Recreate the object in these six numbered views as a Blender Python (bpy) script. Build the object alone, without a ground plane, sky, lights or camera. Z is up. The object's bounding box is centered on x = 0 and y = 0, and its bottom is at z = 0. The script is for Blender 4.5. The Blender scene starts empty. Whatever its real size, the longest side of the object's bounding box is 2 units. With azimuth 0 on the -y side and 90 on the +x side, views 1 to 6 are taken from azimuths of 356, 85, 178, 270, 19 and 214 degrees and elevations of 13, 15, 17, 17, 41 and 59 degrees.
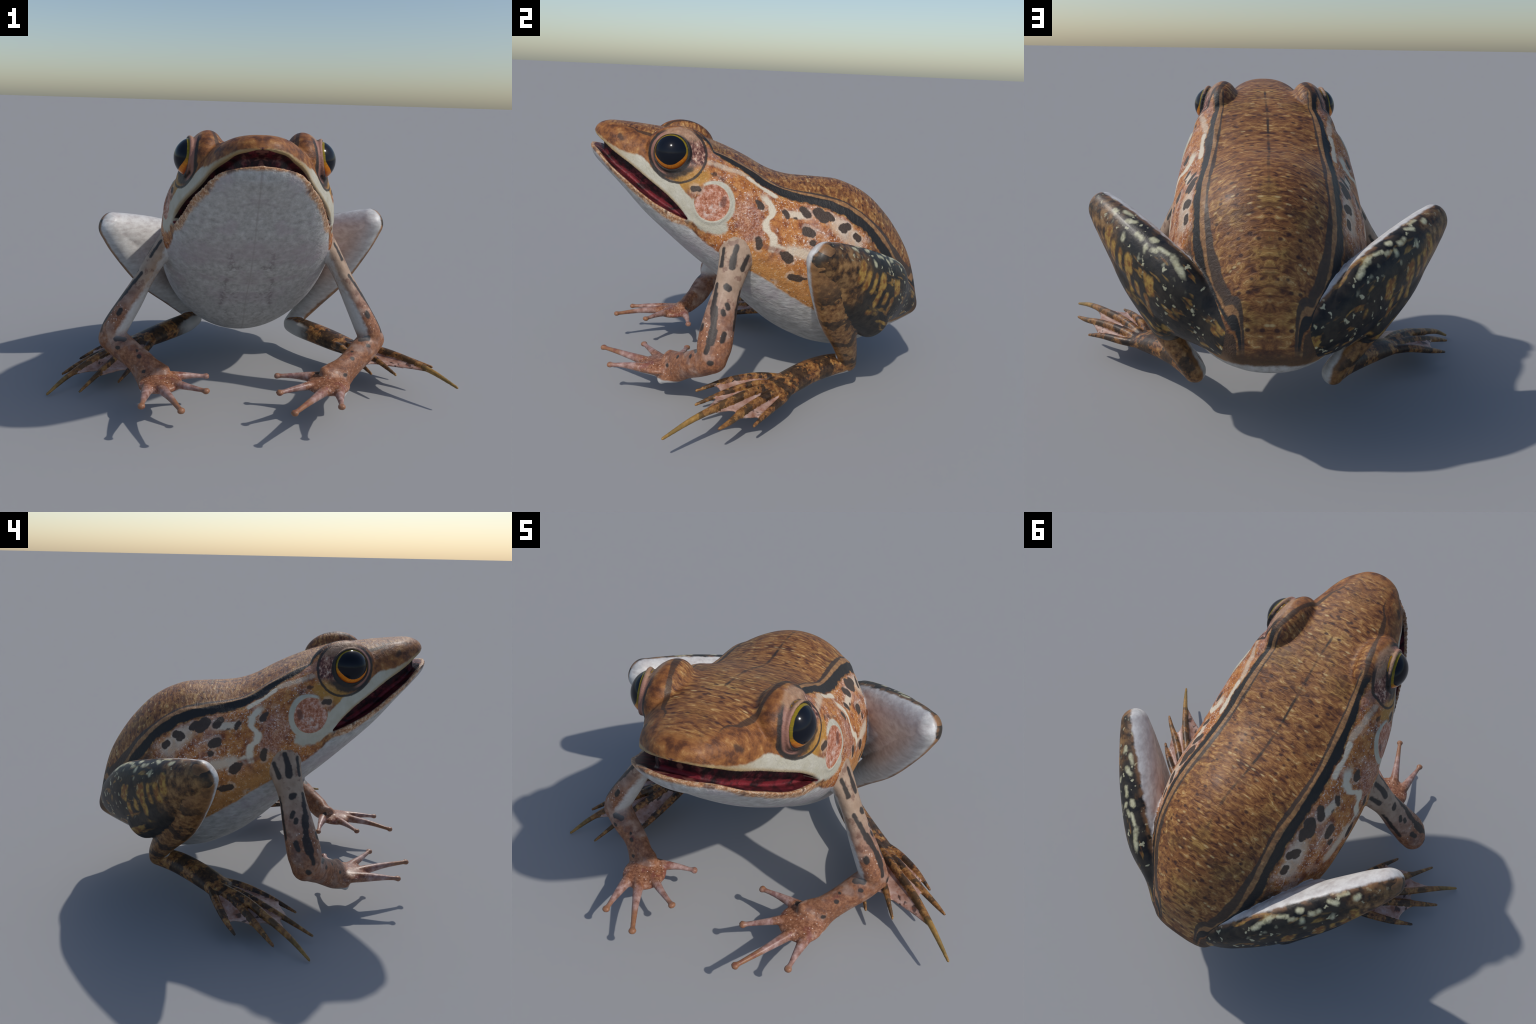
import bpy, bmesh, math
import numpy as np
from mathutils import Vector, kdtree

X0 = -0.0145          # the frog's plane of symmetry
VOXEL = 0.0055

# ------------------------------------------------------------------ helpers
def interp(table, t):
    """smooth (monotone cubic) interpolation through a short table of (t, value...) rows"""
    T = np.array(table, float)
    x, Y = T[:, 0], T[:, 1:]
    h = np.diff(x)[:, None]
    d = np.diff(Y, axis=0) / h
    m = np.zeros_like(Y)
    m[1:-1] = np.where(d[:-1] * d[1:] > 0, 2 * d[:-1] * d[1:] / (d[:-1] + d[1:] + 1e-12), 0)
    m[0], m[-1] = d[0], d[-1]
    t = np.clip(np.atleast_1d(t).astype(float), x[0], x[-1])
    i = np.clip(np.searchsorted(x, t) - 1, 0, len(x) - 2)
    hh = h[i]
    u = ((t - x[i])[:, None]) / hh
    return ((2*u**3 - 3*u**2 + 1) * Y[i] + (u**3 - 2*u**2 + u) * hh * m[i]
            + (-2*u**3 + 3*u**2) * Y[i+1] + (u**3 - u**2) * hh * m[i+1])

def catmull(P, n):
    """resample control rows with a centripetal-like Catmull-Rom spline"""
    P = np.array(P, float)
    Q = np.vstack([2*P[0]-P[1], P, 2*P[-1]-P[-2]])
    out = []
    for k in range(len(P) - 1):
        p0, p1, p2, p3 = Q[k:k+4]
        for j in range(n):
            t = j / n
            out.append(0.5*((2*p1) + (p2-p0)*t + (2*p0-5*p1+4*p2-p3)*t*t + (3*p1-p0-3*p2+p3)*t**3))
    out.append(P[-1])
    return np.array(out)

def make_obj(name, V, F):
    me = bpy.data.meshes.new(name)
    me.from_pydata([tuple(v) for v in V], [], F)
    me.update()
    ob = bpy.data.objects.new(name, me)
    bpy.context.scene.collection.objects.link(ob)
    return ob

def loft(name, rings):
    """closed tube through a stack of rings (k, n, 3) with fan caps"""
    R = np.array(rings)
    k, n, _ = R.shape
    V = list(R.reshape(-1, 3)) + [R[0].mean(0), R[-1].mean(0)]
    F = []
    for i in range(k - 1):
        for j in range(n):
            a, b = i*n + j, i*n + (j+1) % n
            F.append((a, b, b + n, a + n))
    c0, c1 = k*n, k*n + 1
    for j in range(n):
        F.append((c0, (j+1) % n, j))
        F.append((c1, (k-1)*n + j, (k-1)*n + (j+1) % n))
    ob = make_obj(name, V, F)
    bm = bmesh.new(); bm.from_mesh(ob.data)
    bmesh.ops.recalc_face_normals(bm, faces=bm.faces)
    bm.to_mesh(ob.data); bm.free()
    return ob

def tube(name, stations, side, steps=6, n=20, caps=(True, True)):
    """limb segment: stations rows (x, y, z, r_side, r_other); 'side' is the direction of r_side"""
    S = catmull(stations, steps)
    C, ra, rb = S[:, :3], S[:, 3], S[:, 4]
    T = np.gradient(C, axis=0)
    T /= np.linalg.norm(T, axis=1)[:, None]
    side = np.array(side, float)
    rings = []
    ang = np.arange(n) * 2*math.pi/n
    def ring(c, t, a, b):
        s = side - t * (side @ t); s /= np.linalg.norm(s)
        o = np.cross(t, s)
        return c + np.outer(np.cos(ang), s)*a + np.outer(np.sin(ang), o)*b
    if caps[0]:
        for q in (1.35, 1.1, 0.75, 0.35):
            f = math.cos(q); d = math.sin(q)
            rings.append(ring(C[0] - T[0]*d*min(ra[0], rb[0]), T[0], ra[0]*f, rb[0]*f))
    for c, t, a, b in zip(C, T, ra, rb):
        rings.append(ring(c, t, a, b))
    if caps[1]:
        for q in (0.35, 0.75, 1.1, 1.35):
            f = math.cos(q); d = math.sin(q)
            rings.append(ring(C[-1] + T[-1]*d*min(ra[-1], rb[-1]), T[-1], ra[-1]*f, rb[-1]*f))
    return loft(name, rings)

def ellipsoid(name, c, axes, n=28):
    """axes: three vectors giving directions and radii"""
    A = np.array(axes, float)
    rings = []
    for i in range(1, n):
        th = math.pi * i / n
        ang = np.arange(2*n) * math.pi / n
        rings.append(np.array(c) + np.outer(np.cos(ang), A[0])*math.sin(th)
                     + np.outer(np.sin(ang), A[1])*math.sin(th) + A[2]*math.cos(th))
    return loft(name, rings)

# ------------------------------------------------------------------ trunk and head
TOP = [(-.862, 1.206), (-.852, 1.235), (-.842, 1.268), (-.834, 1.285), (-.824, 1.296), (-.80, 1.309), (-.765, 1.315), (-.70, 1.311), (-.61, 1.302),
       (-.50, 1.288), (-.38, 1.262), (-.27, 1.232), (-.18, 1.198), (-.085, 1.156), (.02, 1.103), (.09, 1.081), (.155, 1.070), (.27, 1.063),
       (.37, 1.056), (.465, 1.028), (.56, .976), (.67, .870), (.72, .805), (.765, .735), (.80, .665), (.825, .58), (.842, .48), (.853, .44), (.860, .41)]
BOT = [(-.862, 1.204), (-.856, 1.175), (-.842, 1.14), (-.785, 1.083), (-.70, .998), (-.58, .860), (-.45, .738), (-.34, .640), (-.25, .567),
       (-.15, .470), (-.05, .372), (.065, .278), (.17, .218), (.29, .172), (.40, .158), (.50, .178), (.60, .222), (.71, .275), (.78, .308), (.83, .340), (.852, .370), (.860, .40)]
MID = [(-.862, 1.205), (-.80, 1.175), (-.74, 1.140), (-.65, 1.080), (-.55, 1.018), (-.45, .950), (-.36, .890), (-.25, .840), (-.15, .795), (0, .73),
       (.1, .69), (.2, .655), (.3, .62), (.4, .59), (.5, .56), (.6, .51), (.7, .455), (.8, .42), (.860, .405)]
WUP = [(-.862, .0), (-.852, .03), (-.84, .06), (-.82, .105), (-.784, .137), (-.74, .176), (-.693, .203), (-.648, .222), (-.603, .245), (-.56, .270),
       (-.516, .295), (-.472, .318), (-.43, .340), (-.36, .370), (-.25, .396), (-.15, .418), (0, .434), (.1, .437), (.2, .435), (.3, .424),
       (.4, .397), (.5, .362), (.6, .320), (.7, .248), (.78, .188), (.84, .145), (.853, .11), (.860, .06)]
WLO = [(-.862, .0), (-.858, .05), (-.84, .105), (-.822, .133), (-.783, .184), (-.741, .220), (-.696, .250), (-.649, .276), (-.605, .296), (-.55, .316),
       (-.46, .340), (-.36, .360)] + [(-.25, .396), (-.15, .418), (0, .435), (.1, .437), (.2, .436), (.3, .427), (.4, .405), (.5, .370), (.6, .322), (.7, .250)] + WUP[-4:]
NUP = [(-.862, 2.2), (-.8, 2.5), (-.7, 2.7), (-.5, 2.4), (-.35, 2.8), (-.2, 2.7), (-.05, 2.36), (.1, 2.06), (.4, 2.00), (.6, 2.0), (.8, 2.0), (.866, 2.)]
NLO = [(-.862, 2.0), (-.7, 2.2), (-.5, 2.1), (0, 2.05), (.25, 1.98), (.5, 2.1), (.866, 2.3)]
LIP_UP = [(-.95, 1.35), (-.86, 1.280), (-.833, 1.258), (-.784, 1.222), (-.74, 1.189), (-.648, 1.129), (-.56, 1.067), (-.472, 1.006), (-.43, .970), (-.395, .935), (-.362, .893)]
LIP_LO = [(-.95, 1.25), (-.88, 1.218), (-.858, 1.204), (-.83, 1.192), (-.80, 1.172), (-.77, 1.144), (-.743, 1.118), (-.699, 1.085), (-.658, 1.055), (-.597, 1.008), (-.525, .960), (-.453, .923), (-.398, .899), (-.362, .887)]

DIP = [(-.862, 0), (-.45, 0), (-.25, .003), (-.05, .005), (.10, .005), (.25, .002), (.4, 0), (.866, 0)]
FOLD = [(-.862, .2, 0), (-.40, .20, 0), (-.27, .228, .005), (-.1, .236, .011), (.1, .247, .011), (.3, .253, .011), (.5, .256, .011), (.6, .245, .009), (.7, .21, .005), (.8, .15, 0), (.866, .1, 0)]
ROLL = [(-.862, 0), (-.45, 0), (.3, 1.77), (.866, 1.77)]
SWAY = [(-.862, 0), (-.35, 0), (-.1, -.008), (.2, -.008), (.45, 0), (.866, 0)]

def body_ring(y, n=96):
    t, b, m, wu, wl, nu, nl = (interp(T, y)[0, 0] for T in (TOP, BOT, MID, WUP, WLO, NUP, NLO))
    a = np.arange(n) * 2*math.pi/n
    c, s = np.cos(a), np.sin(a)
    up = s >= 0
    e = np.where(up, 2/nu, 2/nl)
    x = np.sign(c) * np.abs(c)**e * np.where(up, wu, wl)
    z = m + np.abs(s)**e * np.where(up, t - m, b - m)
    # shallow furrow along the nape and a fold of skin along each side of the back
    z = z - interp(DIP, y)[0, 0] * np.exp(-(x/.10)**2) * up
    fold = np.exp(-((np.abs(x) - interp(FOLD, y)[0, 0])/.018)**2) * (s > .25) * interp(FOLD, y)[0, 1]
    z = z + fold*.8; x = x + np.sign(x)*fold*.6
    # the trunk rolls slightly to one side towards the hips
    r = math.radians(interp(ROLL, y)[0, 0])
    z = z + math.tan(r)*x
    return np.stack([X0 + x + interp(SWAY, y)[0, 0], np.full(n, y), z], -1)

def prism(name, ys, lo, hi, halfwidth):
    """solid between two curves z(y), spanning x"""
    rings = []
    for y, l, h, w in zip(ys, lo, hi, halfwidth):
        rings.append([(X0-w, y, l), (X0+w, y, l), (X0+w, y, h), (X0-w, y, h)])
    return loft(name, rings)

def subtract(ob, cutter):
    md = ob.modifiers.new('cut', 'BOOLEAN'); md.operation = 'DIFFERENCE'; md.solver = 'EXACT'; md.object = cutter
    dg = bpy.context.evaluated_depsgraph_get()
    me = bpy.data.meshes.new_from_object(ob.evaluated_get(dg))
    ob.modifiers.clear(); ob.data = me
    bpy.data.objects.remove(cutter)

SRC = []      # (region name, object)

def add(region, ob):
    SRC.append((region, ob)); return ob

ys = np.unique(np.concatenate([np.linspace(-.862, -.80, 22), np.linspace(-.80, .75, 110), np.linspace(.75, .860, 26)]))
body = loft('body', [body_ring(y) for y in ys])
yc = np.linspace(-.94, -.364, 40)
subtract(body, prism('gap', yc, interp(LIP_LO, yc)[:, 0], interp(LIP_UP, yc)[:, 0], np.full(40, .6)))
# the pink lining fills the gap a little way behind the lips
yi = np.linspace(-.79, -.35, 30)
wi = np.minimum(interp(WUP, yi)[:, 0], interp(WLO, yi)[:, 0]) - .055 - .010*np.sin(np.linspace(0, math.pi, 30))
lining = prism('lining', yi, interp(LIP_LO, yi)[:, 0] - .02, interp(LIP_UP, yi)[:, 0] + .02, np.maximum(wi, .012))
add('trunk', body); add('mouth', lining)
EYE_R = .088
def eye_centre(s): return np.array((X0 + s*.266, -.441, 1.196))
def gaze(s):
    g = np.array((s*.955, -.20, .15)); return g/np.linalg.norm(g)
def ring(name, c, axis, r, t, n=48, m=12):
    """torus of tube radius t around an axis"""
    u = np.cross(axis, (0, 0, 1.)); u /= np.linalg.norm(u); v = np.cross(axis, u)
    V, F = [], []
    for i in range(n):
        a = 2*math.pi*i/n; d = u*math.cos(a) + v*math.sin(a)
        for j in range(m):
            b = 2*math.pi*j/m
            V.append(c + d*(r + t*math.cos(b)) + np.array(axis)*t*math.sin(b))
            F.append((i*m + j, i*m + (j+1) % m, ((i+1) % n)*m + (j+1) % m, ((i+1) % n)*m + j))
    ob = make_obj(name, V, F)
    bm = bmesh.new(); bm.from_mesh(ob.data); bmesh.ops.recalc_face_normals(bm, faces=bm.faces); bm.to_mesh(ob.data); bm.free()
    return ob
for s in (1, -1):
    add('trunk', ellipsoid('brow', (X0 + s*.222, -.410, 1.190), [(s*.086, -.010, 0), (s*.012, .160, -.020), (s*-.015, .01, .124)]))
    add('trunk', ellipsoid('temple', (X0 + s*.248, -.330, 1.115), [(s*.100, .01, -.02), (s*.02, .160, -.045), (s*-.02, .01, .112)]))
    add('trunk', ring('lid', eye_centre(s) + gaze(s)*.031, gaze(s), .084, .0085))

# ------------------------------------------------------------------ forelimbs
FORE = {
 1: dict(
  upper=[(.33, -.12, .82, .085, .06), (.395, -.140, .72, .080, .050), (.457, -.172, .605, .064, .044), (.520, -.207, .48, .075, .052), (.578, -.230, .365, .082, .060), (.608, -.240, .300, .068, .060)],
  fore=[(.610, -.238, .298, .060, .064), (.553, -.297, .262, .066, .060), (.486, -.358, .220, .064, .053), (.424, -.413, .182, .076, .046), (.378, -.465, .162, .090, .038)],
  palm=(.352, -.495, .162),
  digits=[[(.395, -.440, .165), (.312, -.415, .168), (.215, -.389, .165), (.124, -.370, .157)],
          [(.385, -.470, .162), (.310, -.490, .168), (.212, -.545, .172), (.113, -.596, .170)],
          [(.390, -.490, .160), (.335, -.555, .166), (.250, -.680, .172), (.158, -.799, .168)],
          [(.410, -.490, .158), (.393, -.565, .162), (.380, -.655, .168), (.370, -.738, .167)]]),
 -1: dict(
  upper=[(-.36, -.12, .82, .085, .06), (-.438, -.140, .72, .080, .052), (-.510, -.172, .605, .064, .045), (-.582, -.205, .48, .075, .055), (-.652, -.235, .365, .082, .062), (-.678, -.243, .302, .068, .062)],
  fore=[(-.676, -.243, .302, .060, .064), (-.612, -.292, .268, .066, .060), (-.538, -.337, .222, .066, .053), (-.488, -.390, .184, .074, .046), (-.450, -.440, .165, .088, .038)],
  palm=(-.425, -.475, .164),
  digits=[[(-.455, -.425, .168), (-.385, -.410, .168), (-.300, -.388, .165), (-.213, -.375, .157)],
          [(-.450, -.450, .165), (-.385, -.485, .172), (-.300, -.555, .182), (-.212, -.619, .188)],
          [(-.455, -.465, .162), (-.420, -.540, .170), (-.370, -.665, .180), (-.316, -.797, .179)],
          [(-.472, -.465, .160), (-.478, -.545, .165), (-.484, -.645, .168), (-.488, -.725, .166)]]),
}
for s, A in FORE.items():
    add('upper_arm', tube('upper', A['upper'], (-.15*s, 1, .1)))
    add('forearm', tube('fore', A['fore'], (s*.8, .6, 0)))
    px, py, pz = A['palm']
    d = np.array(A['digits'][2][-1]) - np.array(A['fore'][-1][:3]); d[2] = 0; d /= np.linalg.norm(d)
    o = np.cross(d, (0, 0, 1))
    add('hand', ellipsoid('palm', (px, py, pz), [d*.100, o*.102, (0, 0, .031)]))
    for k, D in enumerate(A['digits']):
        r = [.036 if k == 0 else .032, .028 if k == 0 else .026, .0155, .0125]
        st = [(*p, ri*1.05, ri) for p, ri in zip(D, r)]
        tip = np.array(D[-1]); prev = np.array(D[-2]); u = (tip - prev) / np.linalg.norm(tip - prev)
        st.insert(3, (*(tip - u*.030), .0112, .0105))
        o = np.cross(u, (0, 0, 1))
        add('finger', tube('finger', st, o, n=14))
        add('finger', ellipsoid('pad', tip - u*.002, [u*.016, o*.018, (0, 0, .014)], 10))

# ------------------------------------------------------------------ hindlimbs
HIND = {
 1: dict(
  thigh=[(.12, .762, .44, .085, .07), (.205, .688, .475, .128, .074), (.335, .588, .548, .176, .104), (.495, .43, .672, .142, .102), (.632, .280, .772, .102, .080), (.680, .228, .810, .080, .066)],
  shank=[(.680, .228, .810, .080, .066), (.620, .265, .69, .092, .068), (.515, .335, .50, .095, .070), (.405, .405, .32, .066, .056), (.320, .446, .196, .050, .047), (.292, .456, .152, .047, .047)],
  tarsus=[(.292, .438, .149, .049, .050), (.338, .347, .156, .061, .055), (.414, .239, .157, .068, .054), (.502, .140, .148, .074, .048), (.563, .075, .140, .080, .036)],
  toes=[[(.475, .10, .15), (.505, -.03, .172), (.550, -.18, .168), (.60, -.31, .143)],
        [(.53, .12, .145), (.585, -.03, .17), (.655, -.17, .165), (.724, -.31, .137)],
        [(.545, .11, .150), (.670, -.045, .178), (.790, -.18, .178), (.900, -.318, .160), (.993, -.438, .124)],
        [(.565, .12, .145), (.680, .01, .155), (.800, -.095, .150), (.885, -.16, .140), (.94, -.208, .138)],
        [(.58, .125, .135), (.670, .085, .135), (.770, .015, .128), (.855, -.058, .103)]],
  webs=[(.640, -.195, .150), (.747, -.240, .153), (.817, -.165, .156), (.812, -.051, .120)]),
 -1: dict(
  thigh=[(-.15, .762, .44, .085, .07), (-.235, .714, .472, .130, .084), (-.375, .592, .540, .176, .106), (-.550, .43, .645, .144, .102), (-.690, .285, .732, .100, .080), (-.737, .238, .764, .080, .066)],
  shank=[(-.737, .238, .764, .080, .066), (-.675, .282, .655, .092, .068), (-.555, .362, .48, .095, .070), (-.42, .452, .32, .066, .056), (-.320, .506, .211, .050, .047), (-.292, .514, .168, .047, .047)],
  tarsus=[(-.292, .496, .165, .049, .050), (-.344, .404, .162, .060, .054), (-.428, .310, .156, .065, .053), (-.520, .219, .146, .069, .046), (-.584, .160, .136, .074, .034)],
  toes=[[(-.505, .185, .145), (-.54, .05, .13), (-.592, -.085, .095), (-.652, -.205, .055)],
        [(-.55, .20, .145), (-.635, .05, .135), (-.735, -.115, .09), (-.830, -.275, .034)],
        [(-.565, .19, .150), (-.695, .045, .142), (-.800, -.055, .115), (-.912, -.17, .066), (-.993, -.252, .010)],
        [(-.585, .20, .145), (-.695, .09, .130), (-.805, .015, .105), (-.885, -.042, .078), (-.95, -.092, .050)],
        [(-.60, .205, .135), (-.695, .18, .132), (-.80, .135, .10), (-.89, .082, .067)]],
  webs=[(-.647, -.126, .085), (-.775, -.128, .082), (-.814, -.053, .085), (-.823, .062, .096)]),
}
def web(name, toe_a, toe_b, dip, th=.005, n=14, m=9):
    """membrane between two neighbouring toes; its free edge curves in to the point 'dip'"""
    A, B = catmull(toe_a, 20)[:, :3], catmull(toe_b, 20)[:, :3]
    dip = np.array(dip)
    def resample(P, f):
        s = np.r_[0, np.cumsum(np.linalg.norm(np.diff(P, axis=0), axis=1))]
        q = np.linspace(0.05, f, n) * s[-1]
        return np.stack([np.interp(q, s, P[:, k]) for k in range(3)], -1)
    a, b = resample(A, .80), resample(B, .80)
    # the middle line runs from between the toe roots to the dip
    root = (a[0] + b[0]) / 2
    top = []
    for i in range(n):
        t = i / (n - 1)
        midp = (a[i] + b[i]) / 2
        c = root*(1-t) + dip*t
        row = []
        for j in range(m):
            w = j / (m - 1)
            lin = a[i]*(1-w) + b[i]*w
            bend = (4*w*(1-w)) ** .8
            row.append(lin + (c - midp)*bend)
        top.append(row)
    top = np.array(top)
    du, dv = np.gradient(top, axis=0), np.gradient(top, axis=1)
    N = np.cross(du, dv); N /= np.linalg.norm(N, axis=-1, keepdims=True) + 1e-9
    V = np.concatenate([(top + N*th).reshape(-1, 3), (top - N*th).reshape(-1, 3)])
    F = []; K = n*m
    for i in range(n-1):
        for j in range(m-1):
            q = (i*m+j, i*m+j+1, (i+1)*m+j+1, (i+1)*m+j)
            F.append(q); F.append(tuple(K + v for v in reversed(q)))
    rim = [j for j in range(m)] + [i*m+m-1 for i in range(1, n)] + [(n-1)*m+j for j in range(m-2, -1, -1)] + [i*m for i in range(n-2, 0, -1)]
    for a_, b_ in zip(rim, rim[1:] + rim[:1]):
        F.append((b_, a_, K + a_, K + b_))
    ob = make_obj(name, V, F)
    bm = bmesh.new(); bm.from_mesh(ob.data); bmesh.ops.recalc_face_normals(bm, faces=bm.faces); bm.to_mesh(ob.data); bm.free()
    return ob

for s, A in HIND.items():
    Nl = np.array((s*.81, .486, -.324))
    T = np.array(A['thigh'])[:, :3]; d = T[-1] - T[1]; d /= np.linalg.norm(d)
    Nt = np.array((s*.83, .53, -.08)); Nt /= np.linalg.norm(Nt)
    add('thigh', tube('thigh', A['thigh'], np.cross(Nt, d), n=32))
    S = np.array(A['shank'])[:, :3]; d = S[-1] - S[0]; d /= np.linalg.norm(d)
    add('shank', tube('shank', A['shank'], np.cross(Nl, d), n=28))
    # flesh between the folded thigh and shank
    k0, t3, s2, s3 = (np.array(p) for p in (A['thigh'][-1], A['thigh'][3], A['shank'][2], A['shank'][3]))
    K = .80*k0[:3] + .10*t3[:3] + .10*s2[:3]; M1 = .5*t3[:3] + .5*s2[:3]; M2 = .62*np.array(A['thigh'][2][:3]) + .38*s3[:3]
    M1 = M1 + Nl*.012; M2 = M2 + Nl*.024 + np.array((0, .008, -.028))
    add('thigh', tube('fold', [(*K, .06, .06), (*M1, .106, .090), (*M2, .100, .080)], np.cross(Nl, d), n=28))
    add('thigh', tube('groin', [(X0 + s*.350, .52, .54, .09, .07), (X0 + s*.415, .445, .585, .09, .070), (X0 + s*.475, .385, .635, .06, .050)], np.cross(Nl, d), n=24))
    add('foot', tube('tarsus', A['tarsus'], (s*.6, .75, 0)))
    toes = []
    for k, D in enumerate(A['toes']):
        r = np.interp(np.linspace(0, 1, len(D)), [0, .45, .8, 1], [.021, .019, .0125, .007])
        st = [(*p, ri, ri) for p, ri in zip(D, r)]
        toes.append(st)
        add('toe', tube('toe', st, (s*.6, .75, 0), n=14))
    for k in range(4):
        add('web', web('web', toes[k], toes[k+1], A['webs'][k]))
# ------------------------------------------------------------------ one skin out of all the parts
def fuse(objs):
    bm = bmesh.new()
    for o in objs:
        bm.from_mesh(o.data)
    me = bpy.data.meshes.new('skin'); bm.to_mesh(me); bm.free()
    ob = bpy.data.objects.new('skin', me); bpy.context.scene.collection.objects.link(ob)
    md = ob.modifiers.new('remesh', 'REMESH'); md.mode = 'VOXEL'; md.voxel_size = VOXEL; md.adaptivity = 0
    dg = bpy.context.evaluated_depsgraph_get()
    out = bpy.data.meshes.new_from_object(ob.evaluated_get(dg))
    bpy.data.objects.remove(ob)
    return out

skin = fuse([o for _, o in SRC])
nv = len(skin.vertices)
V = np.empty(nv*3); skin.vertices.foreach_get('co', V); V = V.reshape(-1, 3)
ne = len(skin.edges)
E_ = np.empty(ne*2, int); skin.edges.foreach_get('vertices', E_); E_ = E_.reshape(-1, 2)
deg = np.bincount(E_.ravel(), minlength=nv).astype(float)
def lap(V):
    S = np.stack([np.bincount(E_[:, 0], V[E_[:, 1], k], nv) + np.bincount(E_[:, 1], V[E_[:, 0], k], nv) for k in range(3)], -1)
    return S / deg[:, None] - V
for _ in range(6):                       # take the voxel steps out without shrinking thin parts
    V = V + .55*lap(V); V = V - .57*lap(V)
# soften the joints
W = np.zeros(nv)
JOINTS = []
for s in (1, -1):
    JOINTS += [((X0+s*.40, -.15, .76), .13, 1.), ((X0+s*.17, .76, .52), .22, 1.), ((FORE[s]['fore'][0][0], -.25, .30), .08, .5),
               ((X0+s*.12, -.41, 1.24), .17, 1.), ((FORE[s]['palm']), .10, .6), (HIND[s]['shank'][-1][:3], .08, .5), (HIND[s]['thigh'][-1][:3], .12, .8)]
for c, r, w in JOINTS:
    d = np.linalg.norm(V - np.array(c), axis=1)
    W = np.maximum(W, w*np.clip(1.6*(1 - d/r), 0, 1))
for _ in range(40):
    V = V + .5*W[:, None]*lap(V)
skin.vertices.foreach_set('co', V.ravel()); skin.update()
# ------------------------------------------------------------------ procedural material kit
class Sock:
    """a node socket that can be used in ordinary arithmetic"""
    def __init__(s, kit, out): s.k, s.o = kit, out
    def _m(s, op, *a, clamp=False): return s.k.math(op, s, *a, clamp=clamp)
    def __add__(s, b): return s._m('ADD', b)
    __radd__ = __add__
    def __sub__(s, b): return s._m('SUBTRACT', b)
    def __rsub__(s, b): return s.k.math('SUBTRACT', b, s)
    def __mul__(s, b): return s._m('MULTIPLY', b)
    __rmul__ = __mul__
    def __truediv__(s, b): return s._m('DIVIDE', b)
    def __neg__(s): return s._m('MULTIPLY', -1.0)

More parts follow.
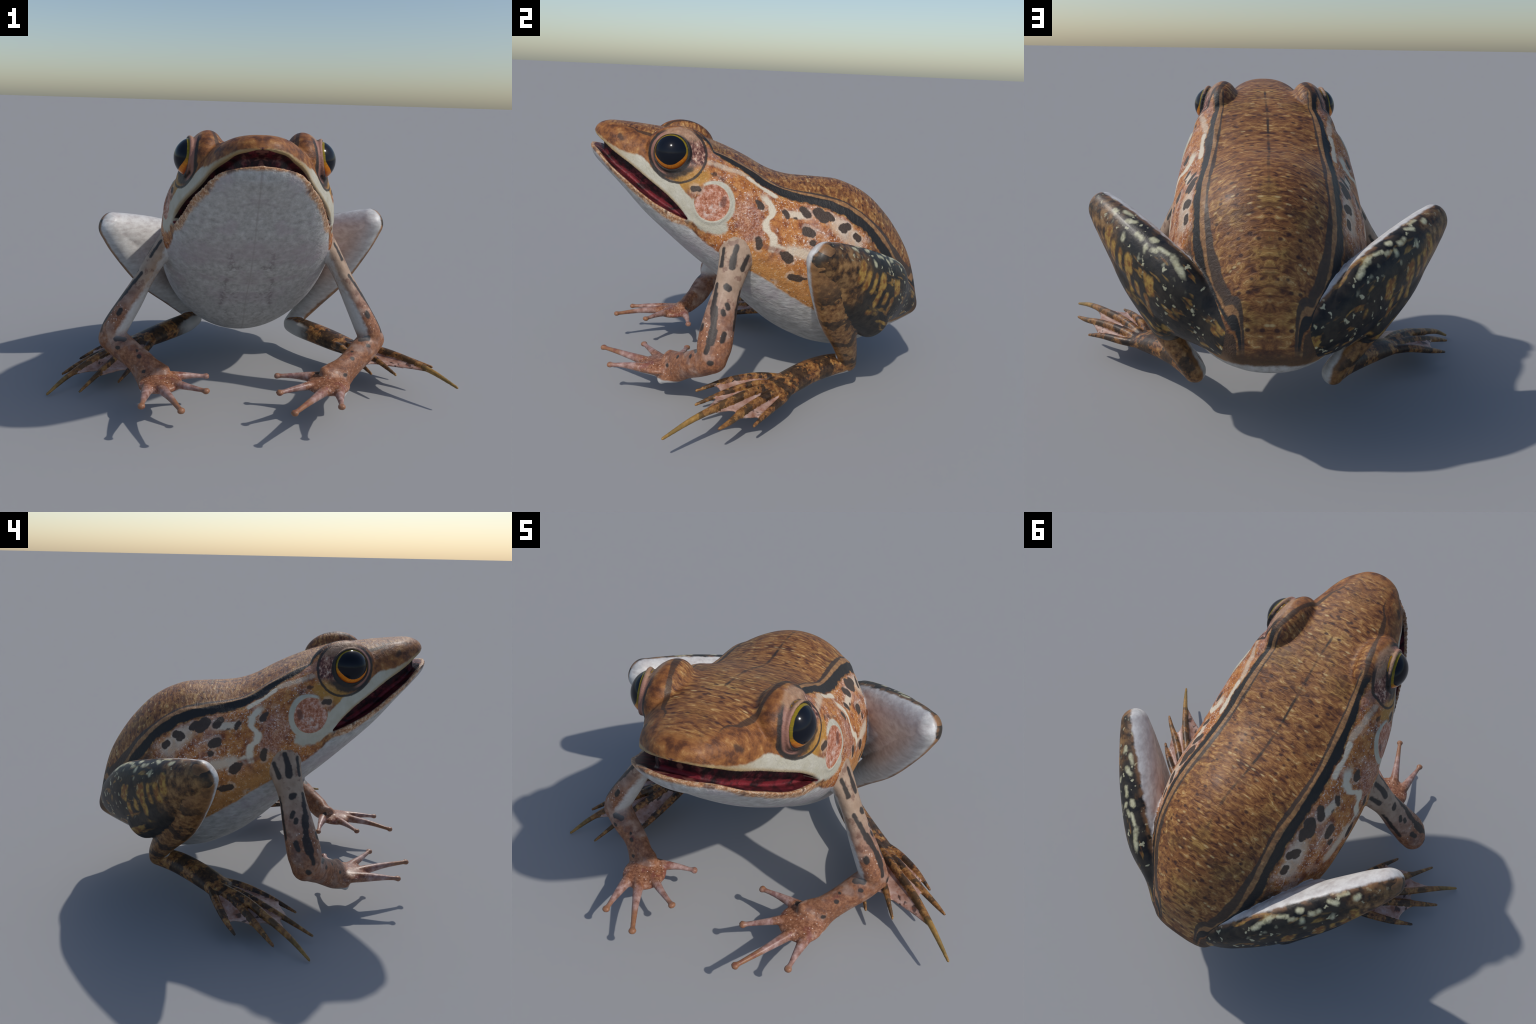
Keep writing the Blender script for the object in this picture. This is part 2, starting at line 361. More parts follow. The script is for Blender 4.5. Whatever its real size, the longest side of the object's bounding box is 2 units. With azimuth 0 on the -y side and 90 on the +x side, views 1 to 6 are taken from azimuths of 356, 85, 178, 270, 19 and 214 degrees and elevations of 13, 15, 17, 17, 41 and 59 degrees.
class Kit:
    def __init__(self, name):
        self.mat = bpy.data.materials.new(name); self.mat.use_nodes = True
        self.t = self.mat.node_tree; self.n = self.t.nodes; self.l = self.t.links
        self.bsdf = self.n['Principled BSDF']
        self.obj = self.n.new('ShaderNodeTexCoord').outputs['Object']
    def link(self, v, inp):
        if isinstance(v, Sock): self.l.new(v.o, inp)
        elif isinstance(v, bpy.types.NodeSocket): self.l.new(v, inp)
        else:
            if hasattr(inp.default_value, '__len__') and not hasattr(v, '__len__'): v = (v, v, v)
            if hasattr(v, '__len__') and len(inp.default_value) == 4 and len(v) == 3: v = (*v, 1)
            inp.default_value = v
    def math(self, op, *a, clamp=False):
        nd = self.n.new('ShaderNodeMath'); nd.operation = op; nd.use_clamp = clamp
        for v, i in zip(a, nd.inputs): self.link(v, i)
        return Sock(self, nd.outputs[0])
    def vmath(self, op, *a, val=False, scale=None):
        nd = self.n.new('ShaderNodeVectorMath'); nd.operation = op
        for v, i in zip(a, nd.inputs): self.link(v, i)
        if scale is not None: self.link(scale, nd.inputs['Scale'])
        return Sock(self, nd.outputs['Value' if val else 'Vector'])
    def sep(self, v):
        nd = self.n.new('ShaderNodeSeparateXYZ'); self.link(v, nd.inputs[0])
        return [Sock(self, o) for o in nd.outputs]
    def comb(self, x, y, z):
        nd = self.n.new('ShaderNodeCombineXYZ')
        for v, i in zip((x, y, z), nd.inputs): self.link(v, i)
        return Sock(self, nd.outputs[0])
    def step(self, v, lo, hi):
        """0 at lo, 1 at hi (lo may exceed hi)"""
        nd = self.n.new('ShaderNodeMapRange'); nd.interpolation_type = 'SMOOTHSTEP'
        if lo > hi:
            return 1.0 - self.step(v, hi, lo)
        self.link(v, nd.inputs['Value']); nd.inputs['From Min'].default_value = lo; nd.inputs['From Max'].default_value = hi
        return Sock(self, nd.outputs[0])
    def noise(self, v, scale, detail=3, rough=.6, colour=False, dist=0.0):
        nd = self.n.new('ShaderNodeTexNoise'); self.link(v, nd.inputs['Vector'])
        nd.inputs['Scale'].default_value = scale; nd.inputs['Detail'].default_value = detail
        nd.inputs['Roughness'].default_value = rough; nd.inputs['Distortion'].default_value = dist
        return Sock(self, nd.outputs['Color' if colour else 'Fac'])
    def voronoi(self, v, scale, out='Distance', feature='F1', rnd=1.0):
        nd = self.n.new('ShaderNodeTexVoronoi'); nd.feature = feature; self.link(v, nd.inputs['Vector'])
        nd.inputs['Scale'].default_value = scale; nd.inputs['Randomness'].default_value = rnd
        return Sock(self, nd.outputs[out])
    def stretch(self, v, scale, rot=(0, 0, 0)):
        nd = self.n.new('ShaderNodeMapping'); self.link(v, nd.inputs['Vector'])
        nd.inputs['Scale'].default_value = scale; nd.inputs['Rotation'].default_value = rot
        return Sock(self, nd.outputs[0])
    def curve(self, v, pts, lo=-.9, hi=.9):
        """smooth function of v through the points (v, f)"""
        f = [p[1] for p in pts]; a, b = min(f) - .01, max(f) + .01
        nd = self.n.new('ShaderNodeFloatCurve')
        c = nd.mapping.curves[0]
        P = [((p[0] - lo)/(hi - lo), (p[1] - a)/(b - a)) for p in sorted(pts)]
        P = [(0.0, P[0][1])] + P + [(1.0, P[-1][1])]
        while len(c.points) < len(P): c.points.new(.5, .5)
        for q, p in zip(c.points, P): q.location = p; q.handle_type = 'AUTO_CLAMPED'
        nd.mapping.update()
        self.l.new(((v - lo) / (hi - lo)).o, nd.inputs['Value'])
        return Sock(self, nd.outputs[0]) * (b - a) + a
    def mix(self, f, a, b):
        nd = self.n.new('ShaderNodeMix'); nd.data_type = 'RGBA'
        self.link(f, nd.inputs['Factor']); self.link(a, nd.inputs[6]); self.link(b, nd.inputs[7])
        return Sock(self, nd.outputs[2])
    def ramp(self, f, stops):
        nd = self.n.new('ShaderNodeValToRGB'); self.link(f, nd.inputs[0])
        e = nd.color_ramp.elements
        while len(e) < len(stops): e.new(.5)
        for q, (p, c) in zip(e, stops): q.position = p; q.color = (*c, 1)
        return Sock(self, nd.outputs[0])
    def amax(self, *a):
        r = a[0]
        for b in a[1:]: r = self.math('MAXIMUM', r, b)
        return r
    def amin(self, *a):
        r = a[0]
        for b in a[1:]: r = self.math('MINIMUM', r, b)
        return r
    def abs(self, v): return self.math('ABSOLUTE', v)
    def capsule(self, p, a, b):
        """distance from p to the segment a-b"""
        a, b = Vector(a), Vector(b); ba = b - a
        pa = self.vmath('SUBTRACT', p, tuple(a))
        if ba.length < 1e-6: return self.vmath('LENGTH', pa, val=True)
        h = self.math('MULTIPLY', self.vmath('DOT_PRODUCT', pa, tuple(ba), val=True), 1/ba.length_squared, clamp=True)
        return self.vmath('LENGTH', self.vmath('SUBTRACT', pa, self.vmath('SCALE', tuple(ba), scale=h)), val=True)
    def finish(self, colour, rough=.5, bump=None, strength=.3, dist=.004, coat=0.0, spec=.35):
        self.link(colour, self.bsdf.inputs['Base Color']); self.link(rough, self.bsdf.inputs['Roughness'])
        self.bsdf.inputs['Coat Weight'].default_value = coat; self.bsdf.inputs['Coat Roughness'].default_value = .25
        self.bsdf.inputs['Specular IOR Level'].default_value = spec
        if bump is not None:
            b = self.n.new('ShaderNodeBump'); b.inputs['Strength'].default_value = strength; b.inputs['Distance'].default_value = dist
            self.l.new(bump.o, b.inputs['Height']); self.l.new(b.outputs[0], self.bsdf.inputs['Normal'])
        return self.mat

WHITE = (.62, .60, .57)
CREAM = (.66, .60, .46)
BLACK = (.018, .016, .015)
DARK = (.050, .032, .022)

# ------------------------------------------------------------------ head and trunk skin
def skin_material():
    k = Kit('frog_skin')
    P0 = k.obj
    x0, y, z0 = k.sep(P0)
    xs = x0 - X0
    roll = k.math('MULTIPLY', (y + .45), 1/.75, clamp=True) * .031
    xr = xs - k.curve(y, SWAY)
    z = z0 - roll*xr
    X = k.abs(xr)
    Q = k.comb(X, y, z)                       # folded so that both sides match
    wob = (k.noise(P0, 38, 2) - .5)
    fine = k.noise(P0, 140, 3, .7)
    mott = k.noise(P0, 14, 3)
    wob2 = (k.noise(Q, 16, 2) - .5)

    # --- brown back: grain of short streaks, dark and golden specks
    G = k.stretch(Q, (.34, 1.0, .65))
    streak = k.noise(G, 60, 4, .62, dist=.6)
    back = k.ramp(k.amin(1.0, streak*.82 + mott*.18), [(.33, (.050, .013, .007)), (.42, (.150, .050, .014)), (.51, (.275, .108, .029)), (.60, (.41, .20, .058)), (.70, (.64, .43, .19))])
    olive = k.step(k.noise(Q, 6, 2), .52, .70)
    back = k.mix(olive*.38, back, k.mix(k.step(streak, .38, .62), (.13, .060, .012), (.46, .30, .075)))
    G2 = k.stretch(Q, (.62, 1.0, .8)); pit = k.voronoi(G2, 40); pitr = k.sep(k.voronoi(G2, 40, 'Color'))[0]
    back = k.mix(k.step(pit, .36, .14) * k.step(pitr, .50, .58) * .9, back, (.045, .013, .009))
    gl = k.voronoi(G, 62); glr = k.sep(k.voronoi(G, 62, 'Color'))[1]
    back = k.mix(k.step(gl, .36, .14) * k.step(glr, .74, .82) * k.step(k.noise(Q, 8, 1), .45, .58) * .8, back, (.62, .44, .20))
    back = k.mix(k.step(k.noise(Q, 17, 3, .65), .52, .66)*.55, back, k.mix(streak, (.045, .014, .010), (.20, .075, .028)))
    # midline crease: its shading painted as a broken dark line down nape and back
    back = k.mix(k.step(X + wob*.010, .009, .002) * k.step(y, -.46, -.36) * k.step(y, .75, .2) * (.35 + k.step(k.noise(k.comb(0.0, y, 0.0), 9, 2), .44, .56)*.6), back, (.03, .018, .012))

    # --- flanks: orange tan with a white granular bloom and pinkish patches
    gran = k.noise(Q, 70, 3, .75)
    flank = k.ramp(k.noise(Q, 26, 4, .65), [(.34, (.17, .042, .014)), (.46, (.37, .120, .028)), (.58, (.52, .205, .050)), (.74, (.58, .32, .13))])
    flank = k.mix(k.step(k.noise(Q, 7, 2), .52, .66)*.35, flank, k.mix(gran, (.36, .15, .10), (.72, .56, .50)))
    flank = k.mix(k.step(gran, .60, .68)*.7, flank, (.80, .71, .62))
    fd = k.voronoi(Q, 85); fdr = k.sep(k.voronoi(Q, 85, 'Color'))[0]
    flank = k.mix(k.step(fd, .34, .16)*k.step(fdr, .60, .66)*k.step(k.noise(Q, 10, 1), .40, .55)*.85, flank, (.84, .76, .68))
    neck = k.step(k.capsule(Q, (.39, -.10, .93), (.41, -.06, .86)) + wob*.06, .085, .04)
    flank = k.mix(neck*.55, flank, k.mix(k.step(k.noise(Q, 95, 3, .7), .40, .62), (.22, .060, .036), (.58, .34, .27)))
    rear = k.step(y, .20, .40)
    flank = k.mix(rear*.40*k.step(k.noise(Q, 12, 3), .46, .60), flank, (.66, .52, .42))
    worm = k.noise(Q, 92, 3, .7, dist=.8)
    flank = k.mix(k.step(worm, .57, .65)*k.step(k.noise(Q, 9, 2), .46, .58)*.65, flank, (.82, .72, .63))
    flank = k.mix(k.step(worm, .46, .36)*.75, flank, (.20, .058, .018))
    flank = k.mix(k.step(y + wob2*.1, .50, .58), flank, k.mix(gran, (.025, .016, .012), (.12, .060, .028)))
    low = k.step(z + y*.45, .80, .66) * k.step(y, -.25, -.05)
    flank = k.mix(low*.55, flank, k.mix(gran, (.42, .17, .04), (.62, .36, .12)))

    # --- lengthwise stripes of the back
    INNER = [(-.27, .2235), (-.187, .2325), (-.106, .2445), (-.027, .2485), (.052, .2515), (.137, .255), (.225, .2585), (.314, .262), (.403, .2645), (.482, .266), (.558, .265), (.634, .249), (.72, .208), (.80, .152), (.86, .10)]
    OUTER = [(-.27, .252), (-.177, .267), (-.088, .278), (.004, .288), (.101, .292), (.203, .294), (.304, .297), (.408, .300), (.499, .300), (.587, .290), (.66, .265), (.74, .215), (.82, .15), (.86, .11)]
    THIN = [(-.27, .205), (-.171, .2125), (-.061, .2205), (.034, .2285), (.146, .2335), (.269, .2335), (.393, .2345), (.503, .2395), (.604, .230), (.699, .200), (.78, .150), (.86, .095)]
    THICK = [(-.30, .003), (.0, .005), (.12, .006), (.25, .009), (.45, .005), (.60, .010), (.70, .014), (.80, .010), (.86, .003)]
    inner, outer, thin, thick = (k.curve(y, T) for T in (INNER, OUTER, THIN, THICK))
    lump = k.noise(k.comb(0.0, y, 0.0), 11, 1) - .5
    on_back = k.step(y, -.34, -.29)
    topside = k.step(z - k.curve(y, MID), -.02, .05)
    band = k.step(X - inner + wob*.006, -.003, .002) * k.step(X - outer + .005 + wob*.012 - lump*.032, .003, -.003) * on_back * topside
    thinm = k.step(k.abs(X - thin + wob*.008) - thick - lump*.008, .003, -.002) * on_back * topside
    outside = k.step(X - outer + wob*.012 - lump*.032, -.002, .004)
    side = k.amax(outside, 1.0 - topside) * k.step(y + wob2*.06 + (z - 1.05)*.25, -.40, -.31)
    ridge = k.step(X - thin, .0, .006) * k.step(X - inner, .004, -.003) * on_back * topside
    back = k.mix(ridge*.6, back, k.mix(streak, (.20, .085, .032), (.50, .30, .14)))

    # snout: richer rust brown on the sides, mottled
    sn = k.ramp(k.noise(Q, 24, 3, .6), [(.33, (.10, .032, .010)), (.46, (.23, .080, .020)), (.56, (.31, .120, .030)), (.68, (.44, .22, .07))])
    snm = k.step(X - k.curve(y, [(-.84, .03), (-.78, .07), (-.696, .102), (-.615, .14), (-.528, .166), (-.437, .185), (-.3, .23)]), -.02, .015) * k.step(y, -.33, -.40)
    back = k.mix(k.amax(snm, k.step(y, -.74, -.80)), back, sn)
    col = k.mix(side, back, flank)

    # orange and yellow beneath the eye
    ue = k.step(k.capsule(Q, (.335, -.40, 1.07), (.345, -.31, 1.09)) + wob*.03, .065, .02)
    col = k.mix(ue*.8, col, k.mix(gran, (.30, .12, .015), (.60, .34, .06)))
    # --- pale patches on the neck and flank
    pale = k.step(k.capsule(Q, (.305, -.27, 1.148), (.285, -.10, 1.098)) + wob*.02, .024, .008)*.55
    pale = k.amax(pale, k.step(k.capsule(Q, (.293, -.08, 1.085), (.305, .045, 1.005)) + wob*.016, .022, .010))
    zy = k.curve(z, [(.72, .030), (.75, .030), (.809, .036), (.85, .010), (.884, -.004), (.934, .030), (.97, .015), (.994, -.004), (1.03, -.02)], .5, 1.3)
    pale = k.amax(pale, k.step(k.abs(y - zy + wob*.022), .024, .010) * k.step(z, .745, .77) * k.step(z, 1.02, .99) * k.step(X, .3, .33))
    pale = k.amax(pale, k.step(k.capsule(Q, (.44, .03, .790), (.44, .115, .766)) + wob*.016, .018, .008)*.9, k.step(k.capsule(Q, (.44, .115, .766), (.42, .26, .72)) + wob*.02, .040, .012)*.8)
    pale = k.amax(pale, k.step(k.capsule(Q, (.37, .10, .935), (.34, .17, .91)) + wob*.02, .028, .012)*.8, k.step(k.capsule(Q, (.33, .35, .86), (.34, .44, .80)) + wob*.02, .060, .025)*.5)
    col = k.mix(pale*side, col, k.mix(gran*.5, (.72, .64, .50), (.62, .48, .33)))
    # rusty edge over the pale streak low on the flank
    col = k.mix(k.step(k.capsule(Q, (.44, -.02, .785), (.44, .08, .755)) + wob*.02, .020, .006)*.7, col, (.24, .09, .05))

    # --- white upper lip running back under and around the eardrum
    lipz = k.curve(y, [(-.84, 1.266), (-.808, 1.250), (-.723, 1.204), (-.641, 1.176), (-.60, 1.170), (-.568, 1.150), (-.535, 1.115), (-.479, 1.080), (-.416, 1.060), (-.392, 1.034), (-.348, .990), (-.328, .948), (-.305, .905), (-.26, .86), (-.2, .84)], -.9, .0)
    upjaw = k.amax(k.step(z - k.curve(y, LIP_UP, -.95, -.3), -.025, -.012), k.step(y, -.37, -.35))
    lip = k.step(z - lipz + wob*.016, .006, -.006) * k.step(y, -.28, -.31) * upjaw * k.step(z - k.curve(y, [(-.40, .86), (-.36, .885), (-.319, .858), (-.28, .84)], -.9, .0), -.005, .01)
    ey, ez = (y + .256)/.081, (z - .978)/.083
    er = k.math('SQRT', ey*ey + ez*ez)
    ring_out = 1.20 - ez*.03 + k.step(ey, -.3, 1.0)*.13
    openq = k.step(ey, -.25, -.60) * k.step(ez, .05, .35)
    ear_side = k.step(X, .30, .32)
    ring = k.step(er + wob*.05, .98, 1.05) * k.step(er - ring_out + wob*.06, .05, -.05) * (1.0 - openq) * ear_side
    lowz = k.curve(y, [(-.40, .885), (-.36, .885), (-.319, .858), (-.261, .834), (-.218, .830), (-.18, .850), (-.15, .88)], -.9, .0)
    under = k.step(z - lowz + wob*.03, -.008, .012) * k.step(z, .99, .95) * k.step(y, -.405, -.37) * k.step(y + (z - .85)*.3, -.165, -.185) * k.step(er, .98, 1.04) * ear_side
    lipwhite = k.mix(k.noise(Q, 22, 3), (.40, .36, .25), (.60, .57, .49))
    # olive-gold lower edge of the lip
    lipwhite = k.mix(k.step(y + wob2*.08, -.60, -.78)*.75, lipwhite, k.mix(mott, (.22, .12, .04), (.44, .32, .16)))
    lipedge = k.step(z - k.curve(y, LIP_UP, -.95, -.3), .022, .004) * k.step(y, -.37, -.42)
    lipwhite = k.mix(lipedge*.6, lipwhite, (.36, .22, .07))
    col = k.mix(k.amax(lip, ring, under), col, lipwhite)
    # eardrum
    drum = k.step(er + wob*.05, 1.02, .97) * ear_side * (1.0 - openq*k.step(er, .85, .95))
    dcol = k.ramp(k.noise(Q, 60, 3, .7), [(.32, (.26, .07, .03)), (.5, (.45, .17, .09)), (.68, (.68, .44, .36))])
    dcol = k.mix(k.step(k.capsule(Q, (.39, -.275, .93), (.39, -.23, .965)), .030, .006)*k.step(k.noise(Q, 45, 3), .40, .60)*.85, dcol, (.72, .60, .52))
    dcol = k.mix(k.step(k.capsule(Q, (.397, -.206, .975), (.395, -.200, 1.0)), .020, .010)*.8, dcol, (.13, .045, .03))
    col = k.mix(drum, col, dcol)

    # --- dark blotches
    spots = [((.379, -.034, .985), (.381, -.024, .962), .017), ((.362, .095, .935), (.375, .108, .918), .017), ((.375, .115, .915), (.370, .142, .908), .010),
             ((.332, .185, .948), (.345, .200, .925), .022), ((.325, .262, .930), (.335, .282, .908), .030), ((.325, .300, .930), (.33, .32, .905), .020),
             ((.397, .195, .850), (.399, .222, .842), .023), ((.400, .235, .850), (.397, .243, .848), .014), ((.415, .222, .794), (.415, .228, .794), .014),
             ((.338, .373, .860), (.320, .405, .862), .017), ((.333, .380, .848), (.333, .376, .848), .018), ((.327, .449, .812), (.326, .455, .806), .019),
             ((.442, .095, .735), (.442, .112, .722), .022), ((.442, .075, .748), (.442, .085, .74), .012), ((.442, .120, .632), (.441, .165, .622), .017), ((.441, .150, .630), (.439, .195, .622), .008),
             ((.438, -.036, .815), (.438, -.030, .780), .016), ((.436, .036, .604), (.434, .046, .598), .009), ((.364, -.342, 1.042), (.364, -.320, 1.038), .014)]
    pw = k.vmath('ADD', Q, k.vmath('SCALE', k.vmath('SUBTRACT', k.noise(Q, 24, 4, .7, colour=True), (.5, .5, .5)), scale=.026))
    sp = None
    for a, b, r in spots:
        m = k.capsule(pw, a, b) - r*1.12
        sp = m if sp is None else k.amin(sp, m)
    halo = k.step(sp, .018, .004)
    col = k.mix(halo*.35*side*k.step(k.noise(Q, 16, 2), .42, .56), col, (.70, .60, .48))
    col = k.mix(k.step(sp, .003, -.003), col, k.mix(k.noise(Q, 40, 2), (.045, .029, .021), (.085, .056, .040)))

    # --- stripes go over everything on the back
    col = k.mix(thinm*.92, col, (.050, .034, .026))
    col = k.mix(band, col, BLACK)

    # --- around the eye
    qy, qz = (y + .420)/.137, (z - 1.187)/.126
    rr = k.math('SQRT', qy*qy + qz*qz)
    ey2, ez2 = (y + .442)/.080, (z - 1.194)/.080
    re = k.math('SQRT', ey2*ey2 + ez2*ez2)
    eyeside = k.step(X, .20, .23)
    lid = k.step(rr + wob*.05, 1.0, .94) * eyeside
    front = k.step(ey2, -.2, -.7); low = k.step(ez2, -.45, -.85); behind = k.step(ey2, .05, .5) * (1.0 - low)
    topl = k.step(ez2, .45, .95)
    rim = k.ramp(k.noise(k.stretch(Q, (1, 1, .5)), 55, 3, .7), [(.38, (.035, .010, .012)), (.47, (.14, .045, .035)), (.56, (.38, .20, .14)), (.68, (.62, .48, .37))])
    col = k.mix(lid*behind, col, rim)
    col = k.mix(lid*topl*.8, col, k.mix(k.noise(Q, 50, 3, .7), (.16, .055, .022), (.64, .42, .26)))
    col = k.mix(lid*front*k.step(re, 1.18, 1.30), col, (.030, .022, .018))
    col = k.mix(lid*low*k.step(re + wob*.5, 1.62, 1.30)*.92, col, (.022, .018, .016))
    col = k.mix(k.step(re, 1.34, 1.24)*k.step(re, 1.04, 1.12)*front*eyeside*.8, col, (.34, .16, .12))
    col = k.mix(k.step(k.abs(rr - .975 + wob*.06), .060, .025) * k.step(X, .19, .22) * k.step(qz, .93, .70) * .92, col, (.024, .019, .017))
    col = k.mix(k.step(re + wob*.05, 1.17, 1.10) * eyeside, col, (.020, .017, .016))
    tail = k.step(k.capsule(pw, (.30, -.31, 1.118), (.335, -.245, 1.100)), .017, .008)
    tail = k.amax(tail, k.step(k.capsule(pw, (.335, -.245, 1.100), (.365, -.150, 1.045)), .010, .003)*.6)
    col = k.mix(tail*.9, col, (.07, .03, .015))
    # dark line from the nostril to the brow, nostril, pale warts on the snout tip
    can = k.curve(y, [(-.70, .100), (-.615, .140), (-.528, .166), (-.476, .178), (-.437, .188), (-.36, .205), (-.27, .225)])
    canm = k.step(k.abs(X - can + wob*.01) - k.curve(y, [(-.72, .001), (-.62, .006), (-.54, .011), (-.47, .008), (-.36, .012), (-.28, .006)]), .004, -.002) * k.step(y, -.72, -.66) * k.step(y, -.27, -.30) * k.step(z, 1.20, 1.23)
    col = k.mix(canm*.85, col, (.045, .024, .014))
    col = k.mix(k.step(k.capsule(pw, (.165, -.70, 1.255), (.172, -.69, 1.238)), .020, .006)*.85, col, (.045, .018, .010))
    # --- white throat and belly
    BELLY = [(-.862, 1.19), (-.835, 1.178), (-.79, 1.142), (-.74, 1.090), (-.663, 1.030), (-.59, .974), (-.517, .922), (-.438, .876), (-.378, .862), (-.30, .800), (-.22, .744), (-.061, .655), (.031, .603), (.078, .566), (.162, .512), (.247, .458), (.40, .385), (.55, .345), (.70, .335), (.86, .372)]
    bz = k.curve(y, BELLY)
    bm = k.step(z - bz + wob*.018, .006, -.010)
    bn = k.noise(k.stretch(Q, (1, .5, 1)), 42, 3, .65)
    belly = k.ramp(bn, [(.25, (.31, .30, .285)), (.5, (.45, .44, .42)), (.75, (.58, .57, .55))])
    belly = k.mix(k.step(k.noise(Q, 7, 3), .46, .62)*k.step(z, .38, .52)*.45, belly, (.40, .33, .36))
    crease = k.noise(k.stretch(Q, (.30, 1, 1.5)), 40, 3, .6)
    belly = k.mix(k.step(crease, .54, .66)*k.step(z, .40, .55)*.22, belly, (.30, .27, .27))
    seam = k.step(X + wob*.004, .006, .001)
    belly = k.mix(seam*.45, belly, (.30, .27, .25))
    # faint creased marks on the breast
    br = k.step(k.noise(k.stretch(Q, (1, 1, .7)), 40, 2), .55, .63) * k.step(X, .15, .09) * k.step(X, .03, .05) * k.step(y, -.25, -.17) * k.step(y, .14, .04)
    bmk = None
    for a, b, r in [((.101, -.49, .78), (.086, -.376, .677), .010), ((.086, -.38, .68), (.055, -.405, .70), .008), ((.110, -.30, .615), (.125, -.10, .435), .007), ((.078, -.20, .52), (.070, -.19, .51), .010)]:
        d = k.capsule(Q, a, b) - r + wob*.02
        bmk = d if bmk is None else k.amin(bmk, d)
    belly = k.mix(k.step(bmk, .014, -.006)*k.step(k.noise(k.stretch(Q, (1, .6, .6)), 60, 2), .42, .56)*.55, belly, (.17, .14, .14))
    fold = k.step(k.abs(z - .80 + wob2*.05 + X*.12), .09, .02)*k.step(y, -.05, -.2)
    belly = k.mix(fold*.32, belly, k.mix(crease, (.26, .20, .22), (.52, .44, .46)))
    belly = k.mix(br*.55, belly, (.26, .23, .22))
    chin = k.step(z - k.curve(y, LIP_LO, -.95, -.3), .012, .002) * k.step(y, -.33, -.40)
    cc = k.ramp(gran, [(.34, (.28, .11, .045)), (.5, (.48, .26, .13)), (.64, (.66, .50, .36))])
    cc = k.mix(k.step(k.noise(Q, 14, 2), .56, .64)*.8, cc, (.085, .045, .035))
    col = k.mix(chin, col, cc)
    rimd = k.step(k.abs(z - bz - .012), .016, .004) * k.step(k.noise(Q, 34, 1), .55, .66) * k.step(X, .12, .2)
    col = k.mix(rimd*.55, col, (.12, .05, .03))
    col = k.mix(bm, col, belly)

    # mouth lining: dark wet red, inside a narrow rim of lip
    lo, hi = k.curve(y, LIP_LO, -.95, -.3), k.curve(y, LIP_UP, -.95, -.3)
    ys_ = y - .014
    wu, wl = k.curve(ys_, [p for p in WUP if p[0] < -.3], -.95, -.3), k.curve(ys_, [p for p in WLO if p[0] < -.3], -.95, -.3)
    upper = k.step(z0 - (lo + hi)*.5, -.004, .004)
    edge = k.step(k.abs(xs) - (wl - .014 + upper*(wu - wl + .008)), .002, -.004)
    mouth = edge * k.step(z0 - lo, -.012, -.006) * k.step(z0 - hi, .012, .006) * k.step(y, -.345, -.365)
    mv = k.stretch(Q, (1.0, .35, .8))
    mc = k.ramp(k.noise(mv, 34, 4, .65), [(.36, (.008, .004, .005)), (.50, (.042, .007, .010)), (.62, (.13, .014, .022)), (.74, (.28, .09, .075))])
    mc = k.mix(k.step(k.abs(z0 - lo - .012), .016, .006)*k.step(k.noise(mv, 20, 2), .42, .56)*.7, mc, (.26, .020, .030))
    mc = k.mix(k.step(X, .10, .05)*k.step(y, -.70, -.76)*k.step(k.noise(Q, 26, 2), .50, .60)*.5, mc, (.30, .13, .09))
    col = k.mix(mouth, col, mc)

    bump = k.mix(bm, k.mix(side, streak, gran), bn)
    rough = k.mix(bm, .46, .60)
    return k.finish(col, .56, k.sep(bump)[0], .6, .008, coat=.03, spec=.4)

# ------------------------------------------------------------------ mouth, eye
def eye_material():
    k = Kit('eye_gold')
    x, y, z = k.sep(k.obj)
    d = k.vmath('NORMALIZE', k.obj)
    ax = Vector((1, 0, 0))
    a = k.math('ARCCOSINE', k.vmath('DOT_PRODUCT', d, tuple(ax), val=True))
    _, dy, dz = k.sep(d)
    wob = k.noise(k.obj, 60, 2) - .5
    pr = 1.0 - k.step(dz, .05, -.6)*.23
    pupil = k.step(a - pr + wob*.05, .02, -.02)
    ang = k.math('ARCTAN2', dy, dz)
    spokes = k.noise(k.comb(ang*6.0, a*1.2, 0.0), 2.2, 3)
    low = k.step(dz, .15, -.45)
    iris = k.mix(low, k.mix(spokes, (.12, .085, .006), (.38, .27, .02)), k.mix(spokes, (.45, .075, .008), (.95, .36, .025)))
    iris = k.mix(k.step(a - pr, .16, .34)*k.amax(low, .35)*.8, iris, (.30, .035, .008))
    c = k.mix(pupil, iris, (.006, .008, .014))
    c = k.mix(k.step(a, 1.50, 1.56), c, (.02, .012, .01))
    return k.finish(c, .14, coat=.0, spec=.22)

# ------------------------------------------------------------------ limbs
def to_right(s):
    """turn a left-hand coordinate into the right-hand one"""
    return lambda p: np.array((X0 + s*(p[0] - X0), p[1], p[2]))

def frame_map(src, dst, side_src, side_dst):
    """carry a point from the spline of one limb to the matching place on another"""
    A, B = catmull(src, 8), catmull(dst, 8)
    def frames(S, side):
        T = np.gradient(S[:, :3], axis=0); T /= np.linalg.norm(T, axis=1)[:, None]
        N = side - T*(T @ side)[:, None]; N /= np.linalg.norm(N, axis=1)[:, None]
        return T, N, np.cross(T, N)
    fa, fb = frames(A, np.array(side_src, float)), frames(B, np.array(side_dst, float))
    hand = -1.0
    def f(p):
        i = int(np.argmin(np.linalg.norm(A[:, :3] - p, axis=1)))
        d = np.array(p) - A[i, :3]
        c = [d @ fa[0][i], d @ fa[1][i]/A[i, 3]*B[i, 3], hand*(d @ fa[2][i])/A[i, 4]*B[i, 4]]
        return B[i, :3] + fb[0][i]*c[0] + fb[1][i]*c[1] + fb[2][i]*c[2]
    return f

def marks(k, p, segs, f, soft=.004):
    m = None
    for a, b, r in segs:
        d = k.capsule(p, f(a), f(b)) - r
        m = d if m is None else k.amin(m, d)
    return k.step(m, soft, -soft)

